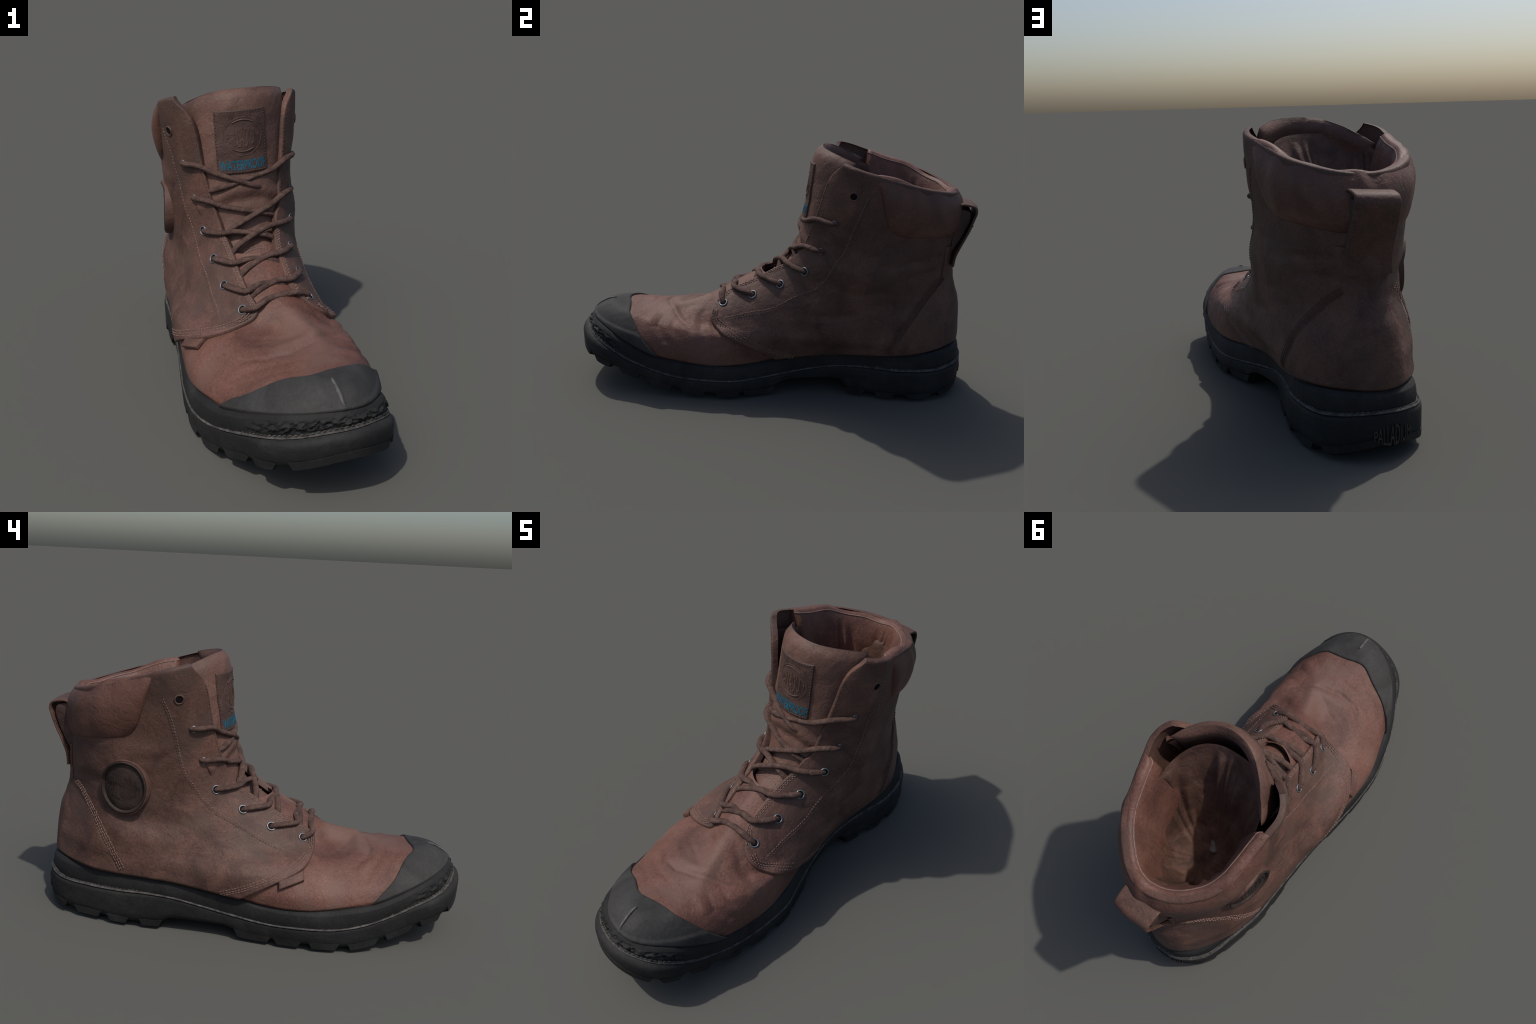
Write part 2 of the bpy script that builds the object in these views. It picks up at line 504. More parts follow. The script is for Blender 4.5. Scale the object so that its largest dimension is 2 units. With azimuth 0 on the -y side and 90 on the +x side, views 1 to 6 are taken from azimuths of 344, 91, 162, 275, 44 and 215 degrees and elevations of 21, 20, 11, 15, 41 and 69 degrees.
INSOLE = material("insole_cloth", (0.115, 0.060, 0.042), (0.05, 0.028, 0.022), (0.19, 0.11, 0.085), scale=9.0, rough=0.85)


# ------------------------------------------------------------------ sole
OUTLINE_KEYS = [  # x, y, z of the welt line, from the heel round the left side, the toe and the right side
    (0.000, 0.988, 0.188), (-0.090, 0.966, 0.184), (-0.174, 0.882, 0.169), (-0.224, 0.732, 0.164), (-0.260, 0.588, 0.167),
    (-0.272, 0.457, 0.168), (-0.282, 0.330, 0.160), (-0.291, 0.200, 0.139), (-0.307, 0.070, 0.119), (-0.327, -0.080, 0.100),
    (-0.342, -0.190, 0.097), (-0.350, -0.346, 0.101), (-0.341, -0.448, 0.110), (-0.317, -0.549, 0.129), (-0.284, -0.649, 0.160),
    (-0.233, -0.752, 0.195), (-0.170, -0.852, 0.235), (-0.094, -0.912, 0.260), (-0.002, -0.947, 0.281), (0.088, -0.957, 0.289),
    (0.162, -0.939, 0.286), (0.227, -0.896, 0.266), (0.276, -0.832, 0.233), (0.308, -0.745, 0.188), (0.325, -0.650, 0.154),
    (0.335, -0.570, 0.130), (0.343, -0.460, 0.108), (0.347, -0.320, 0.100), (0.338, -0.190, 0.098), (0.302, -0.080, 0.101),
    (0.256, 0.070, 0.119), (0.229, 0.200, 0.139), (0.223, 0.330, 0.158), (0.234, 0.457, 0.166), (0.246, 0.550, 0.166),
    (0.256, 0.650, 0.164), (0.244, 0.775, 0.164), (0.214, 0.862, 0.167), (0.162, 0.938, 0.180), (0.090, 0.977, 0.187)]
NO = 520
OUT = spline(OUTLINE_KEYS, NO, closed=True)
_tan = np.roll(OUT, -1, 0) - np.roll(OUT, 1, 0)
OUTN = np.stack([_tan[:, 1], -_tan[:, 0]], 1)
OUTN /= np.linalg.norm(OUTN, axis=1, keepdims=True)
if OUTN[0, 1] < 0:
    OUTN = -OUTN
for _ in range(3):
    OUTN = (np.roll(OUTN, 1, 0) + OUTN + np.roll(OUTN, -1, 0)) / 3
OUTARC = np.r_[0, np.cumsum(np.linalg.norm(np.diff(OUT, axis=0), axis=1))]

LUG_Y = (-1.0, -0.97, -0.94, -0.88, -0.8, -0.7, -0.6, -0.5, -0.4, -0.3, -0.1, 0.02, 0.38, 0.72, 0.81, 0.88, 0.94, 0.97, 1.0)
LUG_Z = (0.205, 0.185, 0.158, 0.126, 0.097, 0.066, 0.036, 0.013, 0.003, 0.0, 0.0, 0.003, 0.0, 0.0, 0.003, 0.014, 0.030, 0.042, 0.062)


def lug_bottom(y, x=0.0):
    roll = 0.012 * x / 0.33 * smooth(-0.25, -0.5, y) - 0.008 * x / 0.25 * smooth(0.5, 0.75, y)  # the worn sole rolls a little
    return np.maximum(0.0, pchip(LUG_Y, LUG_Z, y) + roll)


def slab_bottom(y, x):
    z = lug_bottom(y, x) + 0.026
    waist = smooth(-0.02, 0.10, y) * (1 - smooth(0.34, 0.41, y))
    return z + (0.034 + 0.013 * smooth(-0.05, 0.1, x)) * waist


def ring(rows):
    """rows: (outward offset, z) arrays or numbers along the welt outline -> grid (rows, NO, 3)."""
    G = []
    for o, z in rows:
        o = np.broadcast_to(o, (NO,))
        xy = OUT[:, :2] + OUTN * o[:, None]
        G.append(np.column_stack([xy, np.broadcast_to(z, (NO,))]))
    return np.array(G)


oy = OUT[:, 1]
oz = OUT[:, 2]
toe = smooth(-0.72, -0.93, oy)
heel = smooth(0.80, 0.97, oy)
wall = 0.006 + 0.034 * toe + 0.010 * smooth(0.35, 0.6, oy) - 0.008 * smooth(0.9, 0.98, oy)
arch_ = smooth(-0.12, 0.08, oy) * (1 - smooth(0.30, 0.42, oy)) * (OUT[:, 0] > 0)
zs = np.minimum(slab_bottom(oy, OUT[:, 0]), oz - 0.035)
rough_edge = 0.0016 * wobble(OUT * 1.0, 30, 5)
rows = [(-0.05, oz + 0.002), (-0.004, oz + 0.002), (wall * 0.6, oz - 0.004), (wall * 0.9, oz - 0.009 - 0.004 * toe), (wall, oz - 0.018 - 0.006 * toe), (wall + rough_edge + 0.002 * toe, oz * 0.6 + zs * 0.4),
        (wall + rough_edge, oz * 0.3 + zs * 0.7), (wall - 0.004 - 0.015 * arch_, zs + 0.010), (wall - 0.014 - 0.03 * arch_, zs), (-0.07, zs), (-0.13, zs)]
G = ring(rows)
V = G.reshape(-1, 3)
F = grid_faces(len(rows), NO, 0, wrap_v=True)
half = NO // 2
last_row = (len(rows) - 1) * NO
for i in range(half - 1):  # close the bottom and the top across the sole
    for base in (last_row, 0):
        a, b = base + i, base + i + 1
        c, d = base + (NO - 1 - i), base + (NO - 2 - i)
        F.append((a, b, d, c))
OUTSOLE = add("outsole", V, F, RUBBER, smooth_angle=50)

# tread lugs round the edge: intervals of y on each side, plus the wraps round heel and toe
LUGS_LEFT = [(0.810, 0.690), (0.635, 0.553), (0.480, 0.395), (0.030, -0.125), (-0.160, -0.262), (-0.318, -0.425), (-0.492, -0.600), (-0.650, -0.755), (-0.800, -0.865)]
LUGS_RIGHT = [(0.815, 0.700), (0.630, 0.552), (0.478, 0.395), (0.010, -0.125), (-0.165, -0.270), (-0.335, -0.445), (-0.505, -0.610), (-0.670, -0.765), (-0.815, -0.875)]
toe_i = int(np.argmin(oy))


def lug(idx):
    idx = np.asarray(idx)
    n = len(idx)
    p, nn, y = OUT[idx, :2], OUTN[idx], oy[idx]
    w = wall[idx]
    zt = np.minimum(zs[idx] + 0.018, oz[idx] - 0.012)
    zb = lug_bottom(y, p[:, 0])
    zb[0] += 0.004
    zb[-1] += 0.004
    sq = np.ones(n)
    prof = [(-0.030, zt), (w + 0.0006, zt), (w - 0.001, zb * 0.5 + zs[idx] * 0.5), (w - 0.010, zb + 0.008), (w - 0.024, zb), (w - 0.115, zb), (w - 0.125, zt)]
    rows_ = []
    for o, z in prof:
        o = np.broadcast_to(o, (n,))
        rows_.append(np.column_stack([p + nn * o[:, None], np.broadcast_to(z, (n,))]))
    Gl = np.array(rows_)
    # chamfer the two ends towards the ground
    t_in = (p[1] - p[0]) / np.linalg.norm(p[1] - p[0])
    t_out = (p[-1] - p[-2]) / np.linalg.norm(p[-1] - p[-2])
    for r in (0, 1, 6):
        Gl[r, 0, :2] -= t_in * 0.016
        Gl[r, -1, :2] += t_out * 0.016
    k = len(prof)
    Fl = grid_faces(k, n, 0, wrap_u=True)
    Fl += [tuple(i * n for i in range(k)), tuple(i * n + n - 1 for i in range(k))[::-1]]
    return Gl.reshape(-1, 3), Fl


def indices(y0, y1, left):
    i = np.arange(0, toe_i + 1) if left else np.arange(toe_i, NO)
    return [k for k in i if min(y0, y1) <= oy[k] <= max(y0, y1)]


lug_runs = [indices(a, b, True) for a, b in LUGS_LEFT] + [indices(a, b, False) for a, b in LUGS_RIGHT]
i0 = [k for k in range(0, toe_i) if oy[k] > 0.862]
i1 = [k for k in range(toe_i, NO) if oy[k] > 0.872]
wrap = i1 + i0
m3 = len(wrap) // 2
lug_runs += [wrap]
lug_runs += [[k for k in range(NO) if oy[k] < -0.905]]
for r in lug_runs:
    V, F = lug(r)
    add("tread_lug", V, F, RUBBER, parent=OUTSOLE, smooth_angle=35)
for y in (0.74, 0.59, 0.44, -0.05, -0.21, -0.37, -0.54, -0.70):  # blocks under the middle of the sole
    zc = float(lug_bottom(np.array([y]))[0])
    V = [(x * k, y + d * k + 0.03 * (1 - abs(x) / 0.11), z) for z, k in ((zc + 0.002, 0.9), (zc + 0.045, 1.0)) for x, d in ((-0.11, -0.04), (0.0, -0.04), (0.11, -0.04), (0.11, 0.04), (0.0, 0.04), (-0.11, 0.04))]
    V = [(x, (yy if z < zc + 0.01 else yy), z) for x, yy, z in V]
    V = [(x, y + (yy - y), z) for x, yy, z in V]
    F = [tuple(range(6)), tuple(range(6, 12))[::-1]] + [(i, (i + 1) % 6, 6 + (i + 1) % 6, 6 + i) for i in range(6)]
    add("tread_lug", V, F, RUBBER, parent=OUTSOLE, smooth_angle=35)

# welt: flat dusty bead between outsole and foxing
wr = 0.0025 * wobble(OUT, 45, 8)
wh = 1 - 0.5 * toe
rows = [(-0.030, oz + 0.001), (wall * 0.25 + 0.003, oz + 0.001), (wall * 0.25 + 0.006 + wr * 0.4, oz + 0.004 * wh), (wall * 0.2 + 0.003, oz + 0.009 * wh + wr * 0.4), (-0.006, oz + 0.011 * wh + wr), (-0.030, oz + 0.010 * wh)]
WELT = add_grid("welt", ring(rows), WELT_GREY, OUTSOLE, wrap_u=True, wrap_v=True, smooth_angle=60)

# foxing: the rubber band above the welt; at the toe it is the crinkled bumper
fz = pchip(FOX_Y, FOX_Z, oy)
fz = np.maximum(fz, oz + 0.045)
inset = 0.002 - 0.002 * smooth(-0.50, -0.9, oy) - 0.008 * smooth(0.55, 0.95, oy)
front = smooth(-0.70, -0.86, oy)
nr = 26
rows = [(-0.03, oz + 0.004)]
arc = OUTARC
for k in range(nr):
    u = k / (nr - 1)
    z = oz + 0.006 + (fz - oz - 0.006) * u
    lean = inset - 0.010 * u + 0.005 * math.sin(PI * u) - 0.012 * max(0, u - 0.8) / 0.2 * u
    crinkle = front * math.sin(PI * min(1, max(0, (u - 0.05) / 0.75))) * (0.0120 * np.abs(np.sin(arc * 150 + 2.2 * np.sin(arc * 31 + u * 3) + u * 5 * np.sign(np.sin(arc * 150)))) + 0.009 * wobble(np.column_stack([OUT[:, 0] * 3, np.full(NO, u * 0.35), OUT[:, 1]]), 30, 11))
    rows.append((lean + crinkle - 0.007 * front * math.sin(PI * u), z))
rows.append((inset - 0.050, fz - 0.004))
rows.append((inset - 0.055, oz + 0.02))
FOXING = add_grid("rubber_foxing", ring(rows), RUBBER, wrap_v=True, smooth_angle=55)


# ------------------------------------------------------------------ upper panels
def edge_samples(n, length, lo=True, hi=True):
    """Samples 0..1 with extra ones a few millimetres from the edges, and their height factors."""
    d = np.array([0.0, 0.0015, 0.004, 0.008]) / length
    k = np.array([0.25, 0.68, 0.92, 1.0])
    mid = np.linspace(d[-1] if lo else 0, 1 - d[-1] if hi else 1, n)
    s, f = mid, np.ones(n)
    if lo:
        s, f = np.r_[d[:-1], s], np.r_[k[:-1], f]
    if hi:
        s, f = np.r_[s, 1 - d[:-1][::-1]], np.r_[f, k[:-1][::-1]]
    return s, f


# vamp: the forefoot, bare last surface (runs on under the quarters)
tv = np.r_[np.linspace(0, 0.12, 30, endpoint=False), np.linspace(0.12, 0.52, 130)]
w = np.linspace(-0.62, 0.62, 261)
vv = np.where(w < 0, -(1 + w), 1 - w)
vv = np.where(w == 0, 1.0, vv)
T, Vv = np.meshgrid(tv, vv, indexing="ij")
VAMP = add_grid("vamp", last(T, Vv, 0.0), VAMP_LEATHER, smooth_angle=80)

# toe cap: rubber over the front, its upper edge an arch from welt to welt
CAP_EDGE = [(-0.300, -0.535, 0.175), (-0.280, -0.570, 0.217), (-0.224, -0.640, 0.282), (-0.147, -0.692, 0.335), (-0.060, -0.730, 0.372), (0.070, -0.748, 0.392), (0.165, -0.732, 0.380), (0.238, -0.702, 0.352), (0.280, -0.668, 0.322), (0.335, -0.585, 0.232), (0.345, -0.535, 0.180)]
gw = np.linspace(-0.6, 0.6, 401)
gT, gW = np.meshgrid(np.linspace(0, 0.35, 141), gw, indexing="ij")
gP = last_raw(gT, np.where(gW < 0, -(1 + gW), 1 - gW))
arch = []
for q in CAP_EDGE:
    k = np.argmin(((gP - np.array(q)) ** 2).sum(-1) + 1e-5 * (gW * q[0] < -0.02))
    arch.append((gW.ravel()[k], gT.ravel()[k]))
arch = spline(arch, 161)
for _ in range(60):
    arch[1:-1] = (arch[:-2] + 2 * arch[1:-1] + arch[2:]) / 4
bs, bf = edge_samples(60, 0.30, True, False)
bottom = np.column_stack([np.linspace(arch[0, 0], arch[-1, 0], 161), np.zeros(161)])
D = arch[:, None] * (1 - bs[None, :, None]) + bottom[:, None] * bs[None, :, None]
Wd, Td = D[..., 0], np.clip(D[..., 1], 0, 1)
Vd = np.where(Wd < 0, -(1 + Wd), 1 - Wd)
cap_h = 0.009 * bf[None, :] * np.ones_like(Wd)
Pc = last_raw(Td, Vd)
cap_h = cap_h + 0.004 * bump(Pc[..., 0] - 0.062 + 0.05 * (Pc[..., 1] + 0.85), 0, 0.006) * smooth(-0.80, -0.84, Pc[..., 1]) * smooth(0.335, 0.35, Pc[..., 2])
ridge = 0.345 - 0.42 * np.maximum(0, np.abs(Pc[..., 0] - 0.08) - 0.06) ** 1.25
cap_h = cap_h + 0.006 * smooth(ridge + 0.014, ridge + 0.002, Pc[..., 2])
CAP = shell("toe_cap", last(Td, Vd, cap_h), last(Td, Vd, -0.004), CAP_RUBBER, smooth_angle=70)

# pale moulded ridge down the middle of the cap
rt = np.linspace(0, 1, 24)
rq = np.array([(0.060 + 0.006 * u, -0.832 - 0.092 * u, 0.404 - 0.05 * u) for u in rt])
rp, rn = [], []
for q in rq:
    k = np.argmin(((gP - q) ** 2).sum(-1))
    wk, tk = gW.ravel()[k], gT.ravel()[k]
    vk = -(1 + wk) if wk < 0 else 1 - wk
    rp.append(last(np.array([tk]), np.array([vk]), 0.0135)[0])
    rn.append(last_normal(np.array([tk]), np.array([vk]))[0])
rp = np.array(rp)
for _ in range(6):
    rp[1:-1] = (rp[:-2] + rp[1:-1] + rp[2:]) / 3
RIDGE_GREY = material("ridge_grey", (0.095, 0.092, 0.088), (0.06, 0.058, 0.056), (0.13, 0.125, 0.12), scale=30, rough=0.65, spec=0.2)
V, F = tube(rp, 0.0075 * np.sin(np.pi * (0.1 + 0.85 * rt)) ** 0.5, 8, 0.55, up=np.array(rn))
add("toe_cap_ridge", V, F, RIDGE_GREY, CAP, smooth_angle=180)

# quarters: from the heel seam to the throat edge, one on each side
FRONT_EDGE = {
    -1: [(0.060, 0.180), (-0.020, 0.232), (-0.140, 0.290), (-0.235, 0.328), (-0.278, 0.360), (-0.298, 0.400), (-0.292, 0.440), (-0.262, 0.468), (-0.180, 0.508), (-0.060, 0.575), (0.060, 0.655), (0.100, 0.696), (0.147, 0.786), (0.192, 0.939), (0.228, 1.120), (0.250, 1.180), (0.290, 1.222)],
    1: [(0.060, 0.180), (-0.020, 0.232), (-0.140, 0.298), (-0.240, 0.338), (-0.300, 0.375), (-0.318, 0.410), (-0.310, 0.440), (-0.285, 0.462), (-0.240, 0.500), (-0.100, 0.575), (0.043, 0.671), (0.099, 0.735), (0.127, 0.772), (0.181, 0.943), (0.225, 1.120), (0.255, 1.190), (0.298, 1.232)],
}


def throat(side):
    e = side_to_tv(*spline(FRONT_EDGE[side], 200).T, side)
    o = np.argsort(e[:, 0], kind="stable")
    t = np.linspace(0, 1, 301)
    v = np.interp(t, e[o, 0], np.abs(e[o, 1]))
    w_ = np.hanning(15)
    return t, np.convolve(np.pad(v, 7, mode="edge"), w_ / w_.sum(), mode="valid")


QT = {side: throat(side) for side in (-1, 1)}


def front_v(t, side):
    return np.interp(t, *QT[side])


def quarter_h(t, side):
    return 0.013


QUARTER = {}
for side in (-1, 1):
    ts, tf = edge_samples(190, 1.05, False, True)
    cs, cf = edge_samples(150, 1.0, False, True)
    T, C = np.meshgrid(ts, cs, indexing="ij")
    Vq = side * C * front_v(T, side)
    H = (0.013 + 0.006 * smooth(0.36, 0.22, T)) * np.minimum(tf[:, None], cf[None, :])
    # soften: the ears stand off the tongue a little
    outer = last(T, Vq, H)
    inner = last(T, Vq, np.minimum(-0.004, H - 0.018))
    QUARTER[side] = shell("quarter", outer, inner, QUARTER_LEATHER, smooth_angle=70)

# heel counter
COUNTER_EDGE = [(0.560, 0.170), (0.590, 0.270), (0.640, 0.365), (0.705, 0.465), (0.770, 0.550), (0.815, 0.600), (0.850, 0.630), (0.895, 0.640)]
ce = side_to_tv(*spline(COUNTER_EDGE, 60).T, -1)
top = ce[-1, 0]
o = np.argsort(ce[:, 0], kind="stable")
ct, cv = ce[o, 0], np.abs(ce[o, 1])
k1 = np.r_[True, np.diff(ct) > 1e-4]
ct, cv = ct[k1], cv[k1]
cv[-1] = min(cv[-1], 0.05)
ts, tf = edge_samples(80, 0.45, False, True)
cs, cf = edge_samples(120, 0.8, True, True)
T, C = np.meshgrid(ts * ct[-1], cs * 2 - 1, indexing="ij")
Vc = C * np.interp(T, ct, cv)
H = 0.013 + 0.007 * np.minimum(tf[:, None], cf[None, :])
COUNTER = shell("heel_counter", last(T, Vc, H), last(T, Vc, 0.006), QUARTER_LEATHER, smooth_angle=70)

# padded collar: bulging cushion round the top, rolled over the rim to the inside
COLLAR_EDGE = [(0.640, 0.886), (0.592, 0.892), (0.556, 0.906), (0.528, 0.935), (0.508, 0.972), (0.484, 1.050), (0.462, 1.120), (0.445, 1.172)]
ce = side_to_tv(*spline(COLLAR_EDGE, 60).T, -1)
o = np.argsort(ce[:, 0])
col_t, col_v = ce[o, 0], np.abs(ce[o, 1])
t_low = col_t[0]
cs = np.sin(np.linspace(-1, 1, 261) * PI / 2 * 0.94) / math.sin(PI / 2 * 0.94)
prof = []
for q in np.r_[np.linspace(0, 1, 34) ** 1.0]:
    t = t_low + (1 - t_low) * q
    v = cs * np.interp(t, col_t, col_v)
    d = np.clip((1 - np.abs(cs)) * 1.05 / 0.075, 0, 1)
    r = np.sqrt(1 - (1 - d) ** 2)
    lift = min(1, q / 0.22)
    h = 0.010 + r * (0.006 * math.sqrt(1 - (1 - lift) ** 2) + 0.025 * math.sin(PI * min(1.0, q ** 0.95 * 0.70)) - 0.034 * max(0, q - 0.62) ** 2 / 0.1444)
    h = h * (0.25 if q == 0 else 1.0)
    P = last(np.full_like(v, t), v, h + 0.0045 * np.sin(v * 33 + 2 * np.sin(v * 17)) * q * r)
    P[:, 2] += (0.006 * np.sin(v * 13 + 1.0) + 0.004 * np.sin(v * 29)) * q * r
    prof.append(P)
n_out = len(prof)
for q in np.linspace(0.06, 1, 26):
    t = 1 - 0.20 * q ** 1.6
    v = cs * col_v[-1]
    d = np.clip((1 - np.abs(cs)) * 1.05 / 0.05, 0, 1)
    r = np.sqrt(1 - (1 - d) ** 2)
    gather = 0.006 * np.sin(v * 58 + 2.5 * np.sin(v * 21) + q * 2) * smooth(0.25, 0.6, q)
    h = 0.006 - (0.022 + 0.078 * math.sin(min(1, q * 1.1) * PI / 2)) * r + gather
    P = last(np.full_like(v, t), v, h)
    P[:, 2] += 0.012 * math.sin(PI * min(1, q * 2.2)) * (q < 0.4545) + (0.006 * np.sin(v * 13 + 1.0) + 0.004 * np.sin(v * 29)) * r * (1 - q)
    prof.append(P)
CG = np.array(prof)
COLLAR = add_grid("padded_collar", CG, COLLAR_LEATHER, smooth_angle=80)
RIM_SEAM = CG[n_out + 3]

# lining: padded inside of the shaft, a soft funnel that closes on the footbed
FUNNEL = [  # z front, z back, y front, y back, x left, x right
    (1.200, 1.000, 0.245, 0.820, -0.200, 0.255),
    (1.150, 0.970, 0.265, 0.800, -0.190, 0.245),
    (1.075, 0.920, 0.305, 0.775, -0.175, 0.235),
    (0.985, 0.860, 0.345, 0.755, -0.160, 0.220),
    (0.885, 0.785, 0.385, 0.735, -0.145, 0.200),
    (0.800, 0.715, 0.430, 0.710, -0.125, 0.170),
    (0.735, 0.665, 0.470, 0.680, -0.090, 0.130),
    (0.680, 0.645, 0.520, 0.630, -0.020, 0.070),
    (0.665, 0.643, 0.555, 0.590, 0.020, 0.040)]
fk = pchip(np.linspace(0, 1, len(FUNNEL)), FUNNEL, np.linspace(0, 1, 90))
ang = np.linspace(0, 2 * PI, 240, endpoint=False)
rows = []
for q, (zf, zb_, yf, yb, xl_, xr_) in zip(np.linspace(0, 1, 90), fk):
    cx, cy = (xl_ + xr_) / 2, (yf + yb) / 2
    c_, s_ = np.cos(ang), np.sin(ang)
    k = (np.abs(c_) ** 2.5 + np.abs(s_) ** 2.5) ** (-1 / 2.5)
    fold = 1 + (0.035 * np.sin(ang * 17 + 2.5 * np.sin(ang * 5 + q * 4)) + 0.03 * np.sin(ang * 7 + q * 9)) * smooth(0.06, 0.2, q)
    x = cx + (xr_ - xl_) / 2 * c_ * k * fold
    y = cy + (yb - yf) / 2 * s_ * k * fold
    u = np.clip((y - yf) / (yb - yf), -0.1, 1.1)
    P = np.column_stack([x, y, zf + (zb_ - zf) * u])
    P[:, 2] += 0.012 * wobble(P, 18, 23) * smooth(0.05, 0.2, q)
    rows.append(P)
rows.append(np.tile(rows[-1].mean(0), (240, 1)) + 1e-4 * (rows[-1] - rows[-1].mean(0)))
FG = np.array(rows)
add_grid("lining", FG[:64], LINING, wrap_v=True, smooth_angle=80)
add_grid("insole", FG[63:], INSOLE, wrap_v=True, smooth_angle=80)
# crumpled cloth tab standing on the footbed
tab = []
for u in np.linspace(0, 1, 24):
    for_ = []
    for w_ in np.linspace(-1, 1, 9):
        for_.append((0.085 - 0.11 * u + 0.020 * w_, 0.455 + 0.075 * u + 0.012 * math.sin(u * 9) + 0.010 * w_, 0.665 + 0.030 * (1 - w_ * w_) + 0.006 * math.sin(u * 21 + w_ * 3)))
    tab.append(for_)
CLOTH = material("grey_cloth", (0.20, 0.165, 0.15), (0.12, 0.09, 0.08), (0.30, 0.26, 0.24), scale=30, rough=0.9)
add_grid("cloth_tab", np.array(tab), CLOTH, smooth_angle=80)

# ------------------------------------------------------------------ tongue
TONGUE_SPINE = [(-0.300, 0.420), (-0.180, 0.490), (-0.060, 0.564), (0.022, 0.618), (0.090, 0.690), (0.114, 0.790), (0.124, 0.870), (0.140, 0.935), (0.158, 1.010), (0.168, 1.100), (0.177, 1.200), (0.198, 1.270)]
sp = spline(TONGUE_SPINE, 90)
zt = sp[:, 1]
xl = pchip((0.44, 0.52, 0.66, 0.80, 0.95, 1.10, 1.27), (-0.06, -0.10, -0.13, -0.16, -0.19, -0.205, -0.205), zt)
xr = pchip((0.44, 0.52, 0.66, 0.80, 0.95, 1.10, 1.27), (0.15, 0.19, 0.22, 0.245, 0.262, 0.275, 0.280), zt)
back_l = pchip((0.44, 0.60, 0.80, 0.95, 1.10, 1.27), (0.03, 0.05, 0.10, 0.15, 0.20, 0.225), zt)
back_r = pchip((0.44, 0.60, 0.80, 0.95, 1.10, 1.27), (0.03, 0.05, 0.09, 0.12, 0.14, 0.150), zt)
drop = pchip((0.44, 0.60, 0.80, 1.27), (0.07, 0.06, 0.03, 0.0), zt)
xi = np.linspace(-1, 1, 81)
xm = 0.075


def tongue_grid(off):
    rows = []
    for i in range(len(sp)):
        x = np.where(xi < 0, xm + (xm - xl[i]) * xi, xm + (xr[i] - xm) * xi)
        b = np.where(xi < 0, back_l[i], back_r[i]) * np.abs(xi) ** 2.1
        y = sp[i, 0] + b
        topness = smooth(0.95, 1.27, zt[i])
        z = zt[i] - drop[i] * xi ** 2 - topness * (np.where(xi < 0, 0.115, 0.035) * np.abs(xi) ** 2.6)
        rows.append(np.column_stack([x, y, z]))
    Gt = np.array(rows)
    du = np.gradient(Gt, axis=0)
    dv = np.gradient(Gt, axis=1)
    n = np.cross(dv, du)
    n /= np.linalg.norm(n, axis=-1, keepdims=True) + 1e-12
    if n[60, 40, 1] > 0:
        n = -n
    return Gt + n * np.asarray(off)[..., None], n


X_, Z_ = np.meshgrid(xi, zt)
base_t, _n = tongue_grid(np.zeros_like(X_))
fat = 0.012 + 0.010 * smooth(0.90, 1.05, Z_)
edge = np.sqrt(np.maximum(0, 1 - np.abs(X_) ** 6)) * np.sqrt(np.maximum(0, 1 - smooth(1.215, 1.270, Z_) ** 2))
wr_t = 0.004 * wobble(base_t, 22, 17) + 0.006 * bump(Z_ + 0.06 * X_ ** 2, 0.842, 0.018) - 0.006 * bump(Z_ + 0.06 * X_ ** 2, 0.80, 0.015)
front_g, TN = tongue_grid(fat * edge + wr_t)
back_g, _ = tongue_grid(-(0.014 + 0.020 * smooth(0.85, 1.0, Z_)) * edge)
TONGUE = shell("tongue", front_g, back_g, TONGUE_LEATHER, smooth_angle=80)

# gusset: thin leather that joins the tongue's edges to the inside of the quarters
for side in (-1, 1):
    col = 1 if side < 0 else -2
    rows = []
    for i in range(44, 86, 2):
        a = base_t[i, col]
        t_g = float(np.clip(side_to_tv([max(a[1] + 0.09, 0.30)], [a[2]], side)[0, 0], 0, 0.97))
        b = last(np.array([t_g]), np.array([side * (float(front_v(t_g, side)) - 0.10)]), -0.012)[0]
        u = np.linspace(0, 1, 12)[:, None]
        row = a * (1 - u) + b * u
        row[:, 1] += 0.030 * np.sin(np.pi * u[:, 0])
        rows.append(row)
    add_grid("gusset", np.array(rows), TONGUE_LEATHER, TONGUE, smooth_angle=80)

# ------------------------------------------------------------------ laces, eyelets and hooks
EYELETS = {
    -1: [(-0.235, 0.436), (-0.088, 0.491), (0.047, 0.564), (0.173, 0.658)],
    1: [(-0.253, 0.458), (-0.107, 0.516), (0.030, 0.585), (0.149, 0.678)],
}
HOOKS = {-1: [(0.231, 0.797), (0.277, 0.947)], 1: [(0.219, 0.794), (0.273, 0.946)]}
TOP_HOLE = {-1: (0.335, 1.085), 1: (0.345, 1.095)}


def frame(y, z, side, h=0.013):
    """Point on the outside of the quarter, with its normal and two tangents."""
    t, v = side_to_tv([y], [z], side)[0]
    P = last(np.array([t]), np.array([v]), h)[0]
    n = last_normal(np.array([t]), np.array([v]))[0]
    up = np.array([0, 0, 1.0]) - n * n[2]
    up /= np.linalg.norm(up)
    return P, n, np.cross(up, n), up


def torus(P, n, a, b, R, r, nu=28, nv=10, sx=1.0):
    th = np.arange(nu) / nu * 2 * PI
    ph = np.arange(nv) / nv * 2 * PI
    c = np.cos(th)[:, None, None] * a * sx + np.sin(th)[:, None, None] * b
    G = P + c * (R + r * np.cos(ph))[None, :, None] + n * (r * np.sin(ph))[None, :, None]
    return G.reshape(-1, 3), grid_faces(nu, nv, 0, True, True)


def disc(P, n, a, b, R, nu=28, dome=0.0):
    th = np.arange(nu) / nu * 2 * PI
    V = np.vstack([P + (np.cos(th)[:, None] * a + np.sin(th)[:, None] * b) * R, P + n * dome])
    return V, [(i, (i + 1) % nu, nu) for i in range(nu)]


